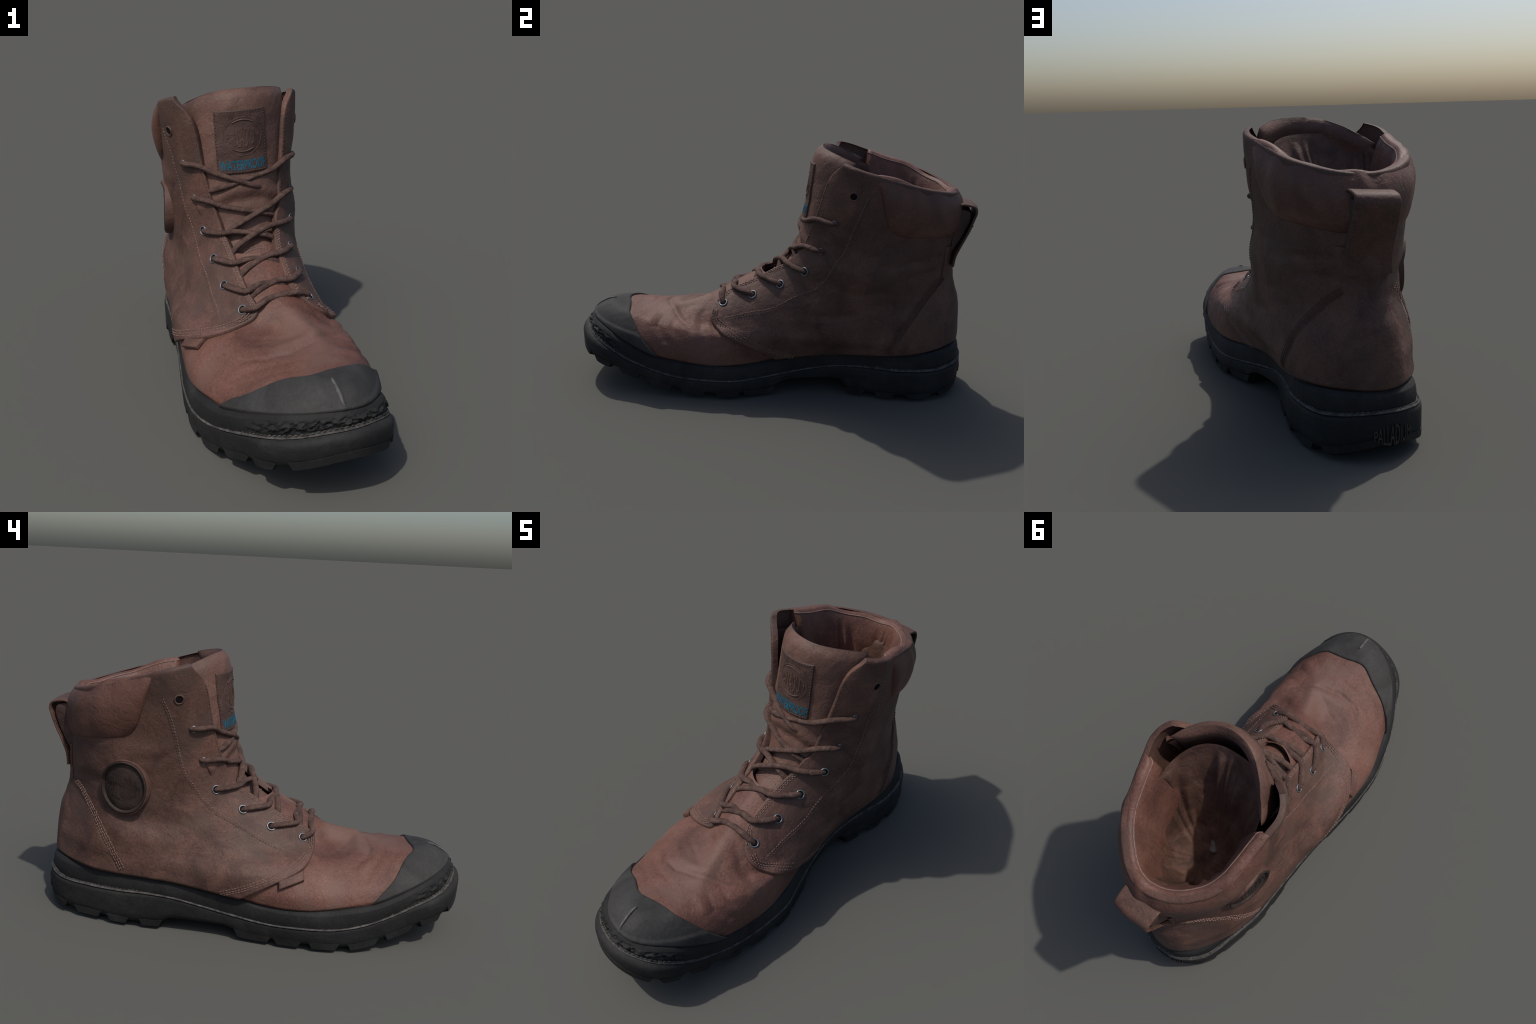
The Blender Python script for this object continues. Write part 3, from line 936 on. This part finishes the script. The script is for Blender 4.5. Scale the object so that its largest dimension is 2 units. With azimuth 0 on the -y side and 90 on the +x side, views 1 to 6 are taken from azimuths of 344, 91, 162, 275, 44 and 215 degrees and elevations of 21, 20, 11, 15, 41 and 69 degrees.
for side in (-1, 1):
    for y, z in EYELETS[side]:
        P, n, a, b = frame(y, z, side)
        V, F = torus(P + n * 0.0015, n, a, b, 0.0185, 0.0036)
        ey = add("eyelet", V, F, STEEL, QUARTER[side], smooth_angle=180)
        V, F = disc(P + n * 0.0020, n, a, b, 0.0178)
        add("eyelet_hole", V, F, HOLE, ey)
    P, n, a, b = frame(*TOP_HOLE[side], side)
    V, F = torus(P + n * 0.000, n, a, b, 0.020, 0.0045)
    ey = add("eyelet", V, F, QUARTER_LEATHER, QUARTER[side], smooth_angle=180)
    V, F = disc(P + n * 0.0015, n, a, b, 0.018)
    add("eyelet_hole", V, F, HOLE, ey)
    for y, z in HOOKS[side]:
        P, n, a, b = frame(y, z, side)
        # low plate with a curled horn that holds the lace
        V, F = torus(P + n * 0.002 + a * 0.0, n, a, b, 0.014, 0.0035, sx=0.9)
        hk = add("lace_hook", V, F, STEEL, QUARTER[side], smooth_angle=180)

# lace strands: each leaves a hole, crosses the throat over the tongue and dives under the other edge
LACE_PATHS = [  # (hole side, hole number, extra height where it rides over its partner, points)
    (-1, 0, 0.004, [(-0.080, -0.240, 0.462), (-0.022, -0.252, 0.489), (0.062, -0.260, 0.506), (0.148, -0.258, 0.492)]),
    (-1, 1, 0.0, [(-0.102, -0.096, 0.518), (-0.062, -0.132, 0.533), (-0.012, -0.170, 0.538), (0.038, -0.195, 0.535), (0.096, -0.205, 0.518)]),
    (1, 1, 0.017, [(0.152, -0.142, 0.534), (0.084, -0.180, 0.542), (0.024, -0.205, 0.528), (-0.028, -0.218, 0.500)]),
    (-1, 2, 0.0, [(-0.108, 0.025, 0.588), (-0.068, -0.020, 0.599), (-0.022, -0.055, 0.605), (0.030, -0.080, 0.604), (0.104, -0.095, 0.580)]),
    (1, 2, 0.017, [(0.150, -0.025, 0.606), (0.080, -0.070, 0.610), (0.010, -0.098, 0.592), (-0.042, -0.112, 0.560)]),
    (-1, 3, 0.0, [(-0.082, 0.110, 0.687), (-0.036, 0.066, 0.688), (0.010, 0.035, 0.684), (0.060, 0.020, 0.674), (0.120, 0.018, 0.650)]),
    (1, 3, 0.017, [(0.190, 0.098, 0.698), (0.130, 0.060, 0.698), (0.070, 0.030, 0.686), (0.010, 0.006, 0.664), (-0.044, -0.005, 0.629)]),
    (-1, 4, 0.0, [(-0.140, 0.198, 0.778), (-0.094, 0.148, 0.768), (-0.048, 0.110, 0.762), (0.010, 0.087, 0.757), (0.078, 0.080, 0.743), (0.140, 0.092, 0.728)]),
    (1, 4, 0.018, [(0.215, 0.170, 0.766), (0.150, 0.110, 0.758), (0.070, 0.072, 0.740), (0.000, 0.060, 0.708), (-0.045, 0.074, 0.686)]),
    (-1, 5, 0.0, [(-0.166, 0.245, 0.930), (-0.122, 0.190, 0.920), (-0.076, 0.148, 0.907), (-0.028, 0.118, 0.892), (0.030, 0.104, 0.874), (0.100, 0.115, 0.850)]),
    (1, 5, 0.018, [(0.292, 0.222, 0.926), (0.245, 0.172, 0.908), (0.190, 0.142, 0.900), (0.118, 0.110, 0.897), (0.042, 0.100, 0.880), (-0.026, 0.112, 0.863), (-0.092, 0.150, 0.846)]),
]


def hole(side, i):
    y, z = (EYELETS[side] + HOOKS[side])[i]
    return frame(y, z, side)


def lifted(pts, base, extra):
    out = []
    m = len(pts)
    for k, q in enumerate(pts):
        q = np.array(q)
        steep = smooth(0.66, 0.76, q[2])
        n = np.array([2.2 * (q[0] - 0.045), -0.5 - 0.5 * steep, 0.85 - 0.70 * steep])
        n /= np.linalg.norm(n)
        out.append(q + n * (base + extra * math.sin(PI * min(1, 0.25 + 0.75 * k / max(1, m - 2)))))
    return out


LACES = []
for side, i, extra, pts in LACE_PATHS:
    y_, z_ = (EYELETS[side] + HOOKS[side])[i]
    P, n, a, b = hole(side, i)
    t0, v0 = side_to_tv([y_], [z_], side)[0]
    t1 = t0 + (0.012 if i == 0 else -0.006)
    ve = side * float(front_v(t1, side))
    fr = np.array([0.5, 0.95])
    tt, vv_ = t0 + (t1 - t0) * fr, v0 + (ve - v0) * fr
    hug = list(last(tt, vv_, 0.013 + 0.0095 + 0.15 * extra * fr))
    c = lifted(pts, 0.003, extra * 0.75)
    c = [q for q in c if side * (q[0] - hug[-1][0]) < -0.018]
    m = len(c)
    pull = [hug[-1] + (c[-1] - hug[-1]) * (k + 1) / m for k in range(m)]  # the cord is drawn taut
    c = [0.5 * q + 0.5 * g for q, g in zip(c, pull)]
    if i == 0:
        Q, n2, _, _ = hole(1, 0)
        c = [q for q in c if q[0] < 0.13]
        ends = [last(np.array([0.400]), np.array([float(front_v(0.400, 1)) - 0.01]), 0.026)[0], Q + n2 * 0.012 - np.array([0.012, 0, 0]), Q - n2 * 0.012]
    else:
        d = np.array(c[-1]) - np.array(c[-2])
        d /= np.linalg.norm(d)
        steep = smooth(0.66, 0.76, c[-1][2])
        ends = [np.array(c[-1]) + d * 0.030 - np.array([0, -0.006 - 0.03 * steep, 0.028 - 0.02 * steep])]
    start = [P - n * 0.012, P + n * 0.010 + (hug[0] - P) * 0.2] if i < 4 else [P - n * 0.002 + np.array([0, 0.012, 0.004]), P + n * 0.010]
    cc = spline(start + hug + c + ends, 80)
    for _ in range(45):
        cc[3:-3] = (cc[2:-4] + 2 * cc[3:-3] + cc[4:-2]) / 4
    for _ in range(3):
        cc[1:-1] = (cc[:-2] + 2 * cc[1:-1] + cc[2:]) / 4
    V, F = tube(cc, 0.0158, 16, 0.80)
    G = V.reshape(80, 16, 3)
    mid = G.mean(1, keepdims=True)
    G = mid + (G - mid) * (1 - 0.07 * (np.arange(16) % 2))[None, :, None]
    LACES.append(add("lace", G.reshape(-1, 3), F, LACE, smooth_angle=180))

# ------------------------------------------------------------------ round ankle badge (left side)
BADGE_Y, BADGE_Z, BADGE_R = 0.578, 0.664, 0.118
Pb, nb, ab, bb = frame(BADGE_Y, BADGE_Z, -1)
nb = np.array([-0.950, 0.250, 0.06]) + 0.10 * nb
nb /= np.linalg.norm(nb)
bb = np.array([0, 0, 1.0]) - nb * nb[2]
bb /= np.linalg.norm(bb)
ab = np.cross(bb, nb)
Cb = np.array([-0.233, BADGE_Y, BADGE_Z])


def badge_point(a, b, h):
    a, b, h = np.broadcast_arrays(np.asarray(a, float), np.asarray(b, float), np.asarray(h, float))
    bend = -0.55 * a ** 2 - 0.25 * b ** 2
    P = Cb + a[..., None] * ab + b[..., None] * bb + (h + bend)[..., None] * nb
    sh = P.shape[:-1]
    q = side_to_tv(P[..., 1].ravel(), P[..., 2].ravel(), -1)
    Q = last(q[:, 0], q[:, 1], 0.016).reshape(sh + (3,))
    P[..., 0] = np.minimum(P[..., 0], Q[..., 0] - h)  # never sinks into the shaft
    return P


th = np.arange(96) / 96 * 2 * PI
rows = []
for r, h in ((1.0, -0.05), (1.005, 0.004), (0.985, 0.011), (0.955, 0.014), (0.915, 0.013), (0.885, 0.009), (0.87, 0.003), (0.855, 0.001), (0.82, 0.0035), (0.6, 0.005), (0.3, 0.006), (0.001, 0.006)):
    rows.append(badge_point(np.cos(th) * BADGE_R * r * 0.98, np.sin(th) * BADGE_R * r * 1.06, h))
BADGE = add_grid("round_badge", np.array(rows), PATCH_RUBBER, wrap_v=True, smooth_angle=50)
rows = []
for r, h in ((1.03, -0.04), (1.045, 0.004), (1.03, 0.010), (1.005, 0.010), (0.99, 0.002)):
    rows.append(badge_point(np.cos(th) * BADGE_R * r * 0.98, np.sin(th) * BADGE_R * r * 1.06, h))
add_grid("badge_ring", np.array(rows), QUARTER_LEATHER, BADGE, wrap_v=True, smooth_angle=60)


def lettering(text, mapper, width, height, lens=0.0, depth=0.003, name="lettering", mat=None, parent=None, bold=0.0):
    """Built-in font text, laid out centred in width x height (lens > 0: tall in the middle), mapped onto a surface."""
    cu = bpy.data.curves.new(name, "FONT")
    cu.body = text
    cu.extrude = 0.5
    cu.offset = bold
    cu.resolution_u = 3
    ob = bpy.data.objects.new(name, cu)
    bpy.context.scene.collection.objects.link(ob)
    dg = bpy.context.evaluated_depsgraph_get()
    me = bpy.data.meshes.new_from_object(ob.evaluated_get(dg))
    bpy.data.objects.remove(ob)
    bm = bmesh.new()
    bm.from_mesh(me)
    bmesh.ops.remove_doubles(bm, verts=bm.verts, dist=1e-5)
    bmesh.ops.triangulate(bm, faces=bm.faces)
    for _ in range(2):
        es = [e for e in bm.edges if e.calc_length() > 0.16]
        bmesh.ops.subdivide_edges(bm, edges=es, cuts=1)
        bmesh.ops.triangulate(bm, faces=bm.faces)
    co = np.array([v.co[:] for v in bm.verts])
    faces = [tuple(v.index for v in f.verts) for f in bm.faces]
    bm.free()
    bpy.data.meshes.remove(me)
    lo, hi = co.min(0), co.max(0)
    a = (co[:, 0] - lo[0]) / (hi[0] - lo[0]) * 2 - 1
    b = (co[:, 1] - lo[1]) / (hi[1] - lo[1]) * 2 - 1
    k = 1 - lens * a ** 2
    P = mapper(a * width / 2, b * k * height / 2, np.where(co[:, 2] > 0, depth, -depth))
    return add(name, P, faces, mat, parent, smooth_angle=30)


lettering("PALLADIUM", lambda a, b, h: badge_point(a, b, h + 0.0055), 0.165, 0.115, 0.72, 0.0022, "badge_lettering", PATCH_RUBBER, BADGE)


# heel lettering on the back of the outsole
def heel_point(a, b, h):
    a, b, h = np.broadcast_arrays(np.asarray(a, float), np.asarray(b, float), np.asarray(h, float))
    # follow the outsole wall round the heel, measured along the outline from its rear point
    arc_ = np.r_[OUTARC, OUTARC[-1] + np.linalg.norm(OUT[0] - OUT[-1])]
    tot = arc_[-1]
    s_ = (0.012 + a) % tot
    px = np.interp(s_, arc_, np.r_[OUT[:, 0], OUT[0, 0]])
    py = np.interp(s_, arc_, np.r_[OUT[:, 1], OUT[0, 1]])
    nx = np.interp(s_, arc_, np.r_[OUTN[:, 0], OUTN[0, 0]])
    ny = np.interp(s_, arc_, np.r_[OUTN[:, 1], OUTN[0, 1]])
    w_ = wall[0] + 0.0035 + h
    return np.stack([px + nx * w_, py + ny * w_, 0.104 + b], -1)


lettering("PALLADIUM", heel_point, 0.150, 0.082, 0.55, 0.0030, "heel_lettering", material("heel_letter_rubber", (0.045, 0.037, 0.034), (0.03, 0.026, 0.025), (0.06, 0.05, 0.046), scale=12), OUTSOLE)

# ------------------------------------------------------------------ tongue label
LABEL_X, LABEL_Z = (-0.072, 0.140), (0.915, 1.186)


def tongue_point(x, z, h):
    x, z, h = np.broadcast_arrays(np.asarray(x, float), np.asarray(z, float), np.asarray(h, float))
    sh = x.shape
    x, z, h = x.ravel(), z.ravel(), h.ravel()
    ny = len(sp)
    ZZ, YY, NX, NY, NZ = [], [], [], [], []
    for i in range(30, ny):
        ZZ.append(np.interp(x, front_g[i, :, 0], front_g[i, :, 2]))
        YY.append(np.interp(x, front_g[i, :, 0], front_g[i, :, 1]))
        NX.append(np.interp(x, front_g[i, :, 0], TN[i, :, 0]))
        NY.append(np.interp(x, front_g[i, :, 0], TN[i, :, 1]))
        NZ.append(np.interp(x, front_g[i, :, 0], TN[i, :, 2]))
    ZZ, YY, NX, NY, NZ = map(np.array, (ZZ, YY, NX, NY, NZ))
    P = np.zeros((len(x), 3))
    for k in range(len(x)):
        y = np.interp(z[k], ZZ[:, k], YY[:, k])
        n = np.array([np.interp(z[k], ZZ[:, k], A[:, k]) for A in (NX, NY, NZ)])
        P[k] = np.array([x[k], y, z[k]]) + n * h[k]
    return P.reshape(sh + (3,))


us, uf = edge_samples(30, 0.21, True, True)
ws, wf = edge_samples(36, 0.27, True, True)
Ux, Wz = np.meshgrid(LABEL_X[0] + us * (LABEL_X[1] - LABEL_X[0]), LABEL_Z[0] + ws * (LABEL_Z[1] - LABEL_Z[0]), indexing="ij")
Wz = Wz + 0.06 * (Ux - 0.034)  # the label hangs slightly askew
hl = 0.006 * np.minimum(uf[:, None], wf[None, :])
LABEL = shell("tongue_label", tongue_point(Ux, Wz, hl + 0.001), tongue_point(Ux, Wz, np.full_like(hl, -0.006)), LABEL_LEATHER, TONGUE, smooth_angle=60)


def label_map(cx, cz, up=0.007):
    return lambda a, b, h: tongue_point(cx + a, cz + b + 0.06 * (cx + a - 0.034), h + up)


lettering("WATERPROOF", label_map(0.036, 0.950), 0.196, 0.042, 0.0, 0.0012, "label_lettering", BLUE, LABEL, 0.02)
lettering("PALLADIUM", label_map(0.040, 1.070), 0.135, 0.088, 0.70, 0.0020, "emblem_lettering", EMBLEM_BROWN, LABEL)
em = Pile()
for R, r in ((0.080, 0.0016),):
    a_ = np.linspace(0, 2 * PI, 73)
    c = label_map(0.040, 1.072)(np.cos(a_) * R, np.sin(a_) * R * 1.03, np.zeros(73))
    em.put(*tube(c, r, 6))
for k, zz in enumerate((1.132, 1.020)):
    a_ = np.linspace(-1, 1, 20)
    c = label_map(0.040, zz)(a_ * 0.042, (0.012 if k == 0 else -0.012) * (1 - a_ ** 2), np.zeros(20))
    em.put(*tube(c, 0.0035, 6))
em.done("emblem_ring", EMBLEM_BROWN, LABEL, stuff=False)

# ------------------------------------------------------------------ heel pull loop and backstay
LOOP_PATH = [(0.892, 0.700), (0.897, 0.755), (0.918, 0.812), (0.949, 0.880), (0.973, 0.945), (0.981, 0.976), (0.971, 1.000), (0.940, 1.010), (0.908, 1.012), (0.886, 1.002)]
lp = spline(LOOP_PATH, 60)
tl = np.gradient(lp, axis=0)
tl /= np.linalg.norm(tl, axis=1, keepdims=True)
nl = np.column_stack([tl[:, 1], -tl[:, 0]])
xs, xf = edge_samples(18, 0.18, True, True)
rows_o, rows_i = [], []
for i in range(len(lp)):
    u = i / (len(lp) - 1)
    x0, x1 = -0.058 + 0.010 * math.sin(u * 3), 0.128 + 0.006 * math.sin(u * 4 + 1)
    x = x0 + xs * (x1 - x0)
    bow = -0.002 * (2 * xs - 1) ** 2 + 0.003 * np.sin(xs * 7 + u * 5)
    tilt = (xs - 0.5) * -0.016
    for rows_, o_ in ((rows_o, 0.006 * xf), (rows_i, -0.006 * xf)):
        rows_.append(np.column_stack([x, lp[i, 0] + nl[i, 0] * o_ + bow + tilt, lp[i, 1] + nl[i, 1] * o_ + 0.012 * (xs - 0.5) * smooth(0.3, 0.6, u)]))
PULL = shell("pull_loop", np.array(rows_o), np.array(rows_i), QUARTER_LEATHER, smooth_angle=60)

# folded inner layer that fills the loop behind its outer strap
cr_ = np.array([(0.880, 0.760), (0.912, 0.815), (0.940, 0.880), (0.958, 0.935), (0.956, 0.975), (0.930, 0.990), (0.890, 0.992)])
cr_ = spline(cr_, 30)
xs2, _f = edge_samples(8, 0.15, True, True)
outer_c = np.array([np.column_stack([-0.044 + xs2 * 0.156, np.full(len(xs2), q[0]) - 0.012 * (2 * xs2 - 1) ** 8 + (xs2 - 0.5) * -0.016, np.full(len(xs2), q[1])]) for q in cr_])
inner_c = outer_c.copy()
inner_c[..., 1] = 0.868
shell("pull_loop_fold", outer_c, inner_c, LABEL_LEATHER, PULL, smooth_angle=50)

# backstay: flat strip up the back seam, under the loop
ts = np.linspace(0.60, 0.80, 40)
cs, cf = edge_samples(16, 0.16, True, True)
T, C = np.meshgrid(ts, cs * 2 - 1, indexing="ij")
Vc = 0.035 + C * (0.145 - 0.15 * (T - 0.6) * 0)
add_grid("backstay", last(T, Vc, 0.013 + 0.008 * cf[None, :]), QUARTER_LEATHER, smooth_angle=60)

# small woven side tag under the left quarter edge
us, uf = edge_samples(20, 0.13, True, True)
ws, wf = edge_samples(10, 0.06, True, True)
rows_o, rows_i = [], []
for u, fu in zip(us, uf):
    y0, z0 = -0.258 + u * 0.110, 0.338 - 0.038 * u
    yy = np.full(len(ws), y0) - 0.006 * ws
    zz = z0 - ws * 0.034
    tvs = side_to_tv(yy, zz, -1)
    hh = 0.019 * np.minimum(fu, wf) + 0.003 * ws
    rows_o.append(last(tvs[:, 0], tvs[:, 1], hh))
    rows_i.append(last(tvs[:, 0], tvs[:, 1], 0.004 * np.ones(len(ws)) - 0.006 * (ws < 0.2)))
TAG = shell("side_tag", np.array(rows_o), np.array(rows_i), QUARTER_LEATHER, QUARTER[-1], smooth_angle=50)


# ------------------------------------------------------------------ stitching
def stitches(pile, curve, spacing=0.0145, length=0.0105, radius=0.0026, zigzag=0.0, seed=1):
    """Short thread capsules along a 3D polyline given as (points, normals)."""
    P, Nn = curve
    L = np.r_[0, np.cumsum(np.linalg.norm(np.diff(P, axis=0), axis=1))]
    r = np.random.default_rng(seed)
    n = int(L[-1] / spacing)
    for k in range(n):
        s0 = (k + 0.5) * spacing + r.normal(0, 0.0006)
        q = np.array([np.interp([s0 - length / 2, s0, s0 + length / 2], L, P[:, j]) for j in range(3)]).T
        nn = np.array([np.interp(s0, L, Nn[:, j]) for j in range(3)])
        side_ = np.cross(q[2] - q[0], nn)
        side_ /= np.linalg.norm(side_) + 1e-9
        z_ = zigzag * (1 if k % 2 else -1)
        q = q + side_ * np.array([[z_], [0], [-z_]]) + r.normal(0, 0.0004, 3)
        q[[0, 2]] -= nn * radius * 0.8
        pile.put(*tube(q, np.array([radius * 0.6, radius, radius * 0.6]), 5, up=nn))


def side_curve(pts, side, h, shift=0.0, n=160):
    """Curve on the flank through side-view points; shift moves it sideways in the side view."""
    c = spline(pts, n)
    d = np.gradient(c, axis=0)
    d /= np.linalg.norm(d, axis=1, keepdims=True)
    c = c + shift * np.column_stack([-d[:, 1], d[:, 0]])
    tv_ = side_to_tv(c[:, 0], c[:, 1], side)
    for _ in range(2):
        tv_[1:-1] = (tv_[:-2] + tv_[1:-1] + tv_[2:]) / 3
    return last(tv_[:, 0], tv_[:, 1], h), last_normal(tv_[:, 0], tv_[:, 1])


def panel_curve(side, t0, t1, inset_m, h, n=200):
    """Line on a quarter, parallel to its throat edge at a given inset in metres."""
    t = np.linspace(t0, t1, n)
    v = front_v(t, side)
    P = last(t, side * v, h)
    eps = 0.004
    Pi = last(t, side * (v - eps), h)
    k = eps / np.maximum(np.linalg.norm(P - Pi, axis=1), 1e-6)
    v2 = v - np.minimum(inset_m * k, 0.12)
    v2 = np.convolve(np.pad(v2, 4, mode="edge"), np.ones(9) / 9, mode="valid")
    return last(t, side * v2, h), last_normal(t, side * v2)


light, dark_t = Pile(), Pile()
LOWER = {-1: [(0.100, 0.205), (0.010, 0.238), (-0.140, 0.292), (-0.235, 0.330), (-0.278, 0.362), (-0.297, 0.400), (-0.291, 0.440)],
         1: [(0.100, 0.205), (0.010, 0.240), (-0.140, 0.300), (-0.240, 0.340), (-0.300, 0.377), (-0.317, 0.410), (-0.309, 0.440)]}
SEAM = {-1: [(-0.255, 0.362), (-0.165, 0.389), (-0.057, 0.438), (0.072, 0.508), (0.166, 0.558), (0.230, 0.617), (0.269, 0.677), (0.304, 0.725), (0.327, 0.790), (0.350, 0.900), (0.375, 1.010), (0.405, 1.090)],
        1: [(-0.280, 0.386), (-0.194, 0.415), (-0.114, 0.441), (-0.034, 0.463), (0.018, 0.486), (0.122, 0.553), (0.190, 0.591), (0.239, 0.644), (0.286, 0.739), (0.331, 0.815), (0.360, 0.920), (0.390, 1.020), (0.415, 1.100)]}
for side in (-1, 1):
    for k, sft in enumerate((0.012, 0.021, 0.032)):
        stitches(light, side_curve(LOWER[side], side, 0.0195, -sft), seed=10 + k + side, zigzag=0.001)
    for k, ins in enumerate((0.012, 0.021, 0.030)):
        stitches(light, panel_curve(side, 0.38, 0.60, ins, 0.0142), seed=20 + k + side, zigzag=0.0015)
    for k, sft in enumerate((-0.005, 0.005)):
        stitches(light if k else dark_t, side_curve(SEAM[side], side, 0.0138, sft), seed=30 + k + side, zigzag=0.001)
    stitches(dark_t, panel_curve(side, 0.70, 0.96, 0.010, 0.0138), seed=44 + side)
    for k, sft in enumerate((0.010, 0.020, 0.031)):
        stitches(light if side < 0 else dark_t, side_curve(COUNTER_EDGE[1:-1], side, 0.0245, sft), seed=50 + k + side, zigzag=0.0015, length=0.011)
light.done("stitching", THREAD, smooth_angle=60)
# label border
lab = Pile()
x0, x1, z0, z1 = LABEL_X[0] + 0.005, LABEL_X[1] - 0.005, LABEL_Z[0] + 0.006, LABEL_Z[1] - 0.006
for a, b in (((x0, z0), (x0, z1)), ((x0, z1), (x1, z1)), ((x1, z1), (x1, z0)), ((x1, z0), (x0, z0))):
    xx, zz = np.linspace(a[0], b[0], 30), np.linspace(a[1], b[1], 30)
    zz = zz + 0.06 * (xx - 0.034)
    Pq = tongue_point(xx, zz, np.full(30, 0.0075))
    stitches(lab, (Pq, np.tile(np.array([0.0, -1.0, 0.1]), (30, 1))), spacing=0.0135, length=0.0078, radius=0.0024, seed=61)
lab.done("label_stitching", THREAD_DARK, LABEL, smooth_angle=60)
# stitches along both sides of the pull loop
for xo in (-0.046, 0.116):
    Pq = np.column_stack([np.full(34, xo), lp[2:36, 0] + nl[2:36, 0] * 0.007 - 0.008, lp[2:36, 1] + nl[2:36, 1] * 0.007])
    stitches(dark_t, (Pq, np.column_stack([np.zeros(34), nl[2:36, 0], nl[2:36, 1]])), seed=71)
dark_t.done("stitching", THREAD_DARK, smooth_angle=60)
# throat gusset stitching on the tongue
gus = Pile()
for dz in (0.0, 0.010):
    xx = np.linspace(-0.035, 0.115, 30)
    zz = 0.600 + dz - 1.6 * (xx - 0.045) ** 2
    rowp = []
    for x, z in zip(xx, zz):
        i = int(np.argmin(np.abs(zt - z)))
        j = int(np.argmin(np.abs(front_g[i, :, 0] - x)))
        rowp.append(front_g[i, j] + TN[i, j] * 0.002)
    Pq = np.array(rowp)
    for _ in range(3):
        Pq[1:-1] = (Pq[:-2] + Pq[1:-1] + Pq[2:]) / 3
    stitches(gus, (Pq, np.tile(np.array([0.0, -0.6, 0.8]), (30, 1))), seed=81)
gus.done("stitching", THREAD, TONGUE, smooth_angle=60)
# welt stitches
ws_ = Pile()
Pq = np.column_stack([OUT[:, :2] + OUTN * (wall * 0.3 - 0.002)[:, None], oz + 0.0135])
stitches(ws_, (np.vstack([Pq, Pq[:1]]), np.tile(np.array([0, 0, 1.0]), (NO + 1, 1))), spacing=0.020, length=0.014, radius=0.0024, seed=91)
ws_.done("welt_stitching", WELT_GREY, OUTSOLE, smooth_angle=60)
# raised seam along the rim of the collar
V, F = tube(RIM_SEAM[6:-6], 0.0035, 6)
add("rim_seam", V, F, THREAD, COLLAR, smooth_angle=180)
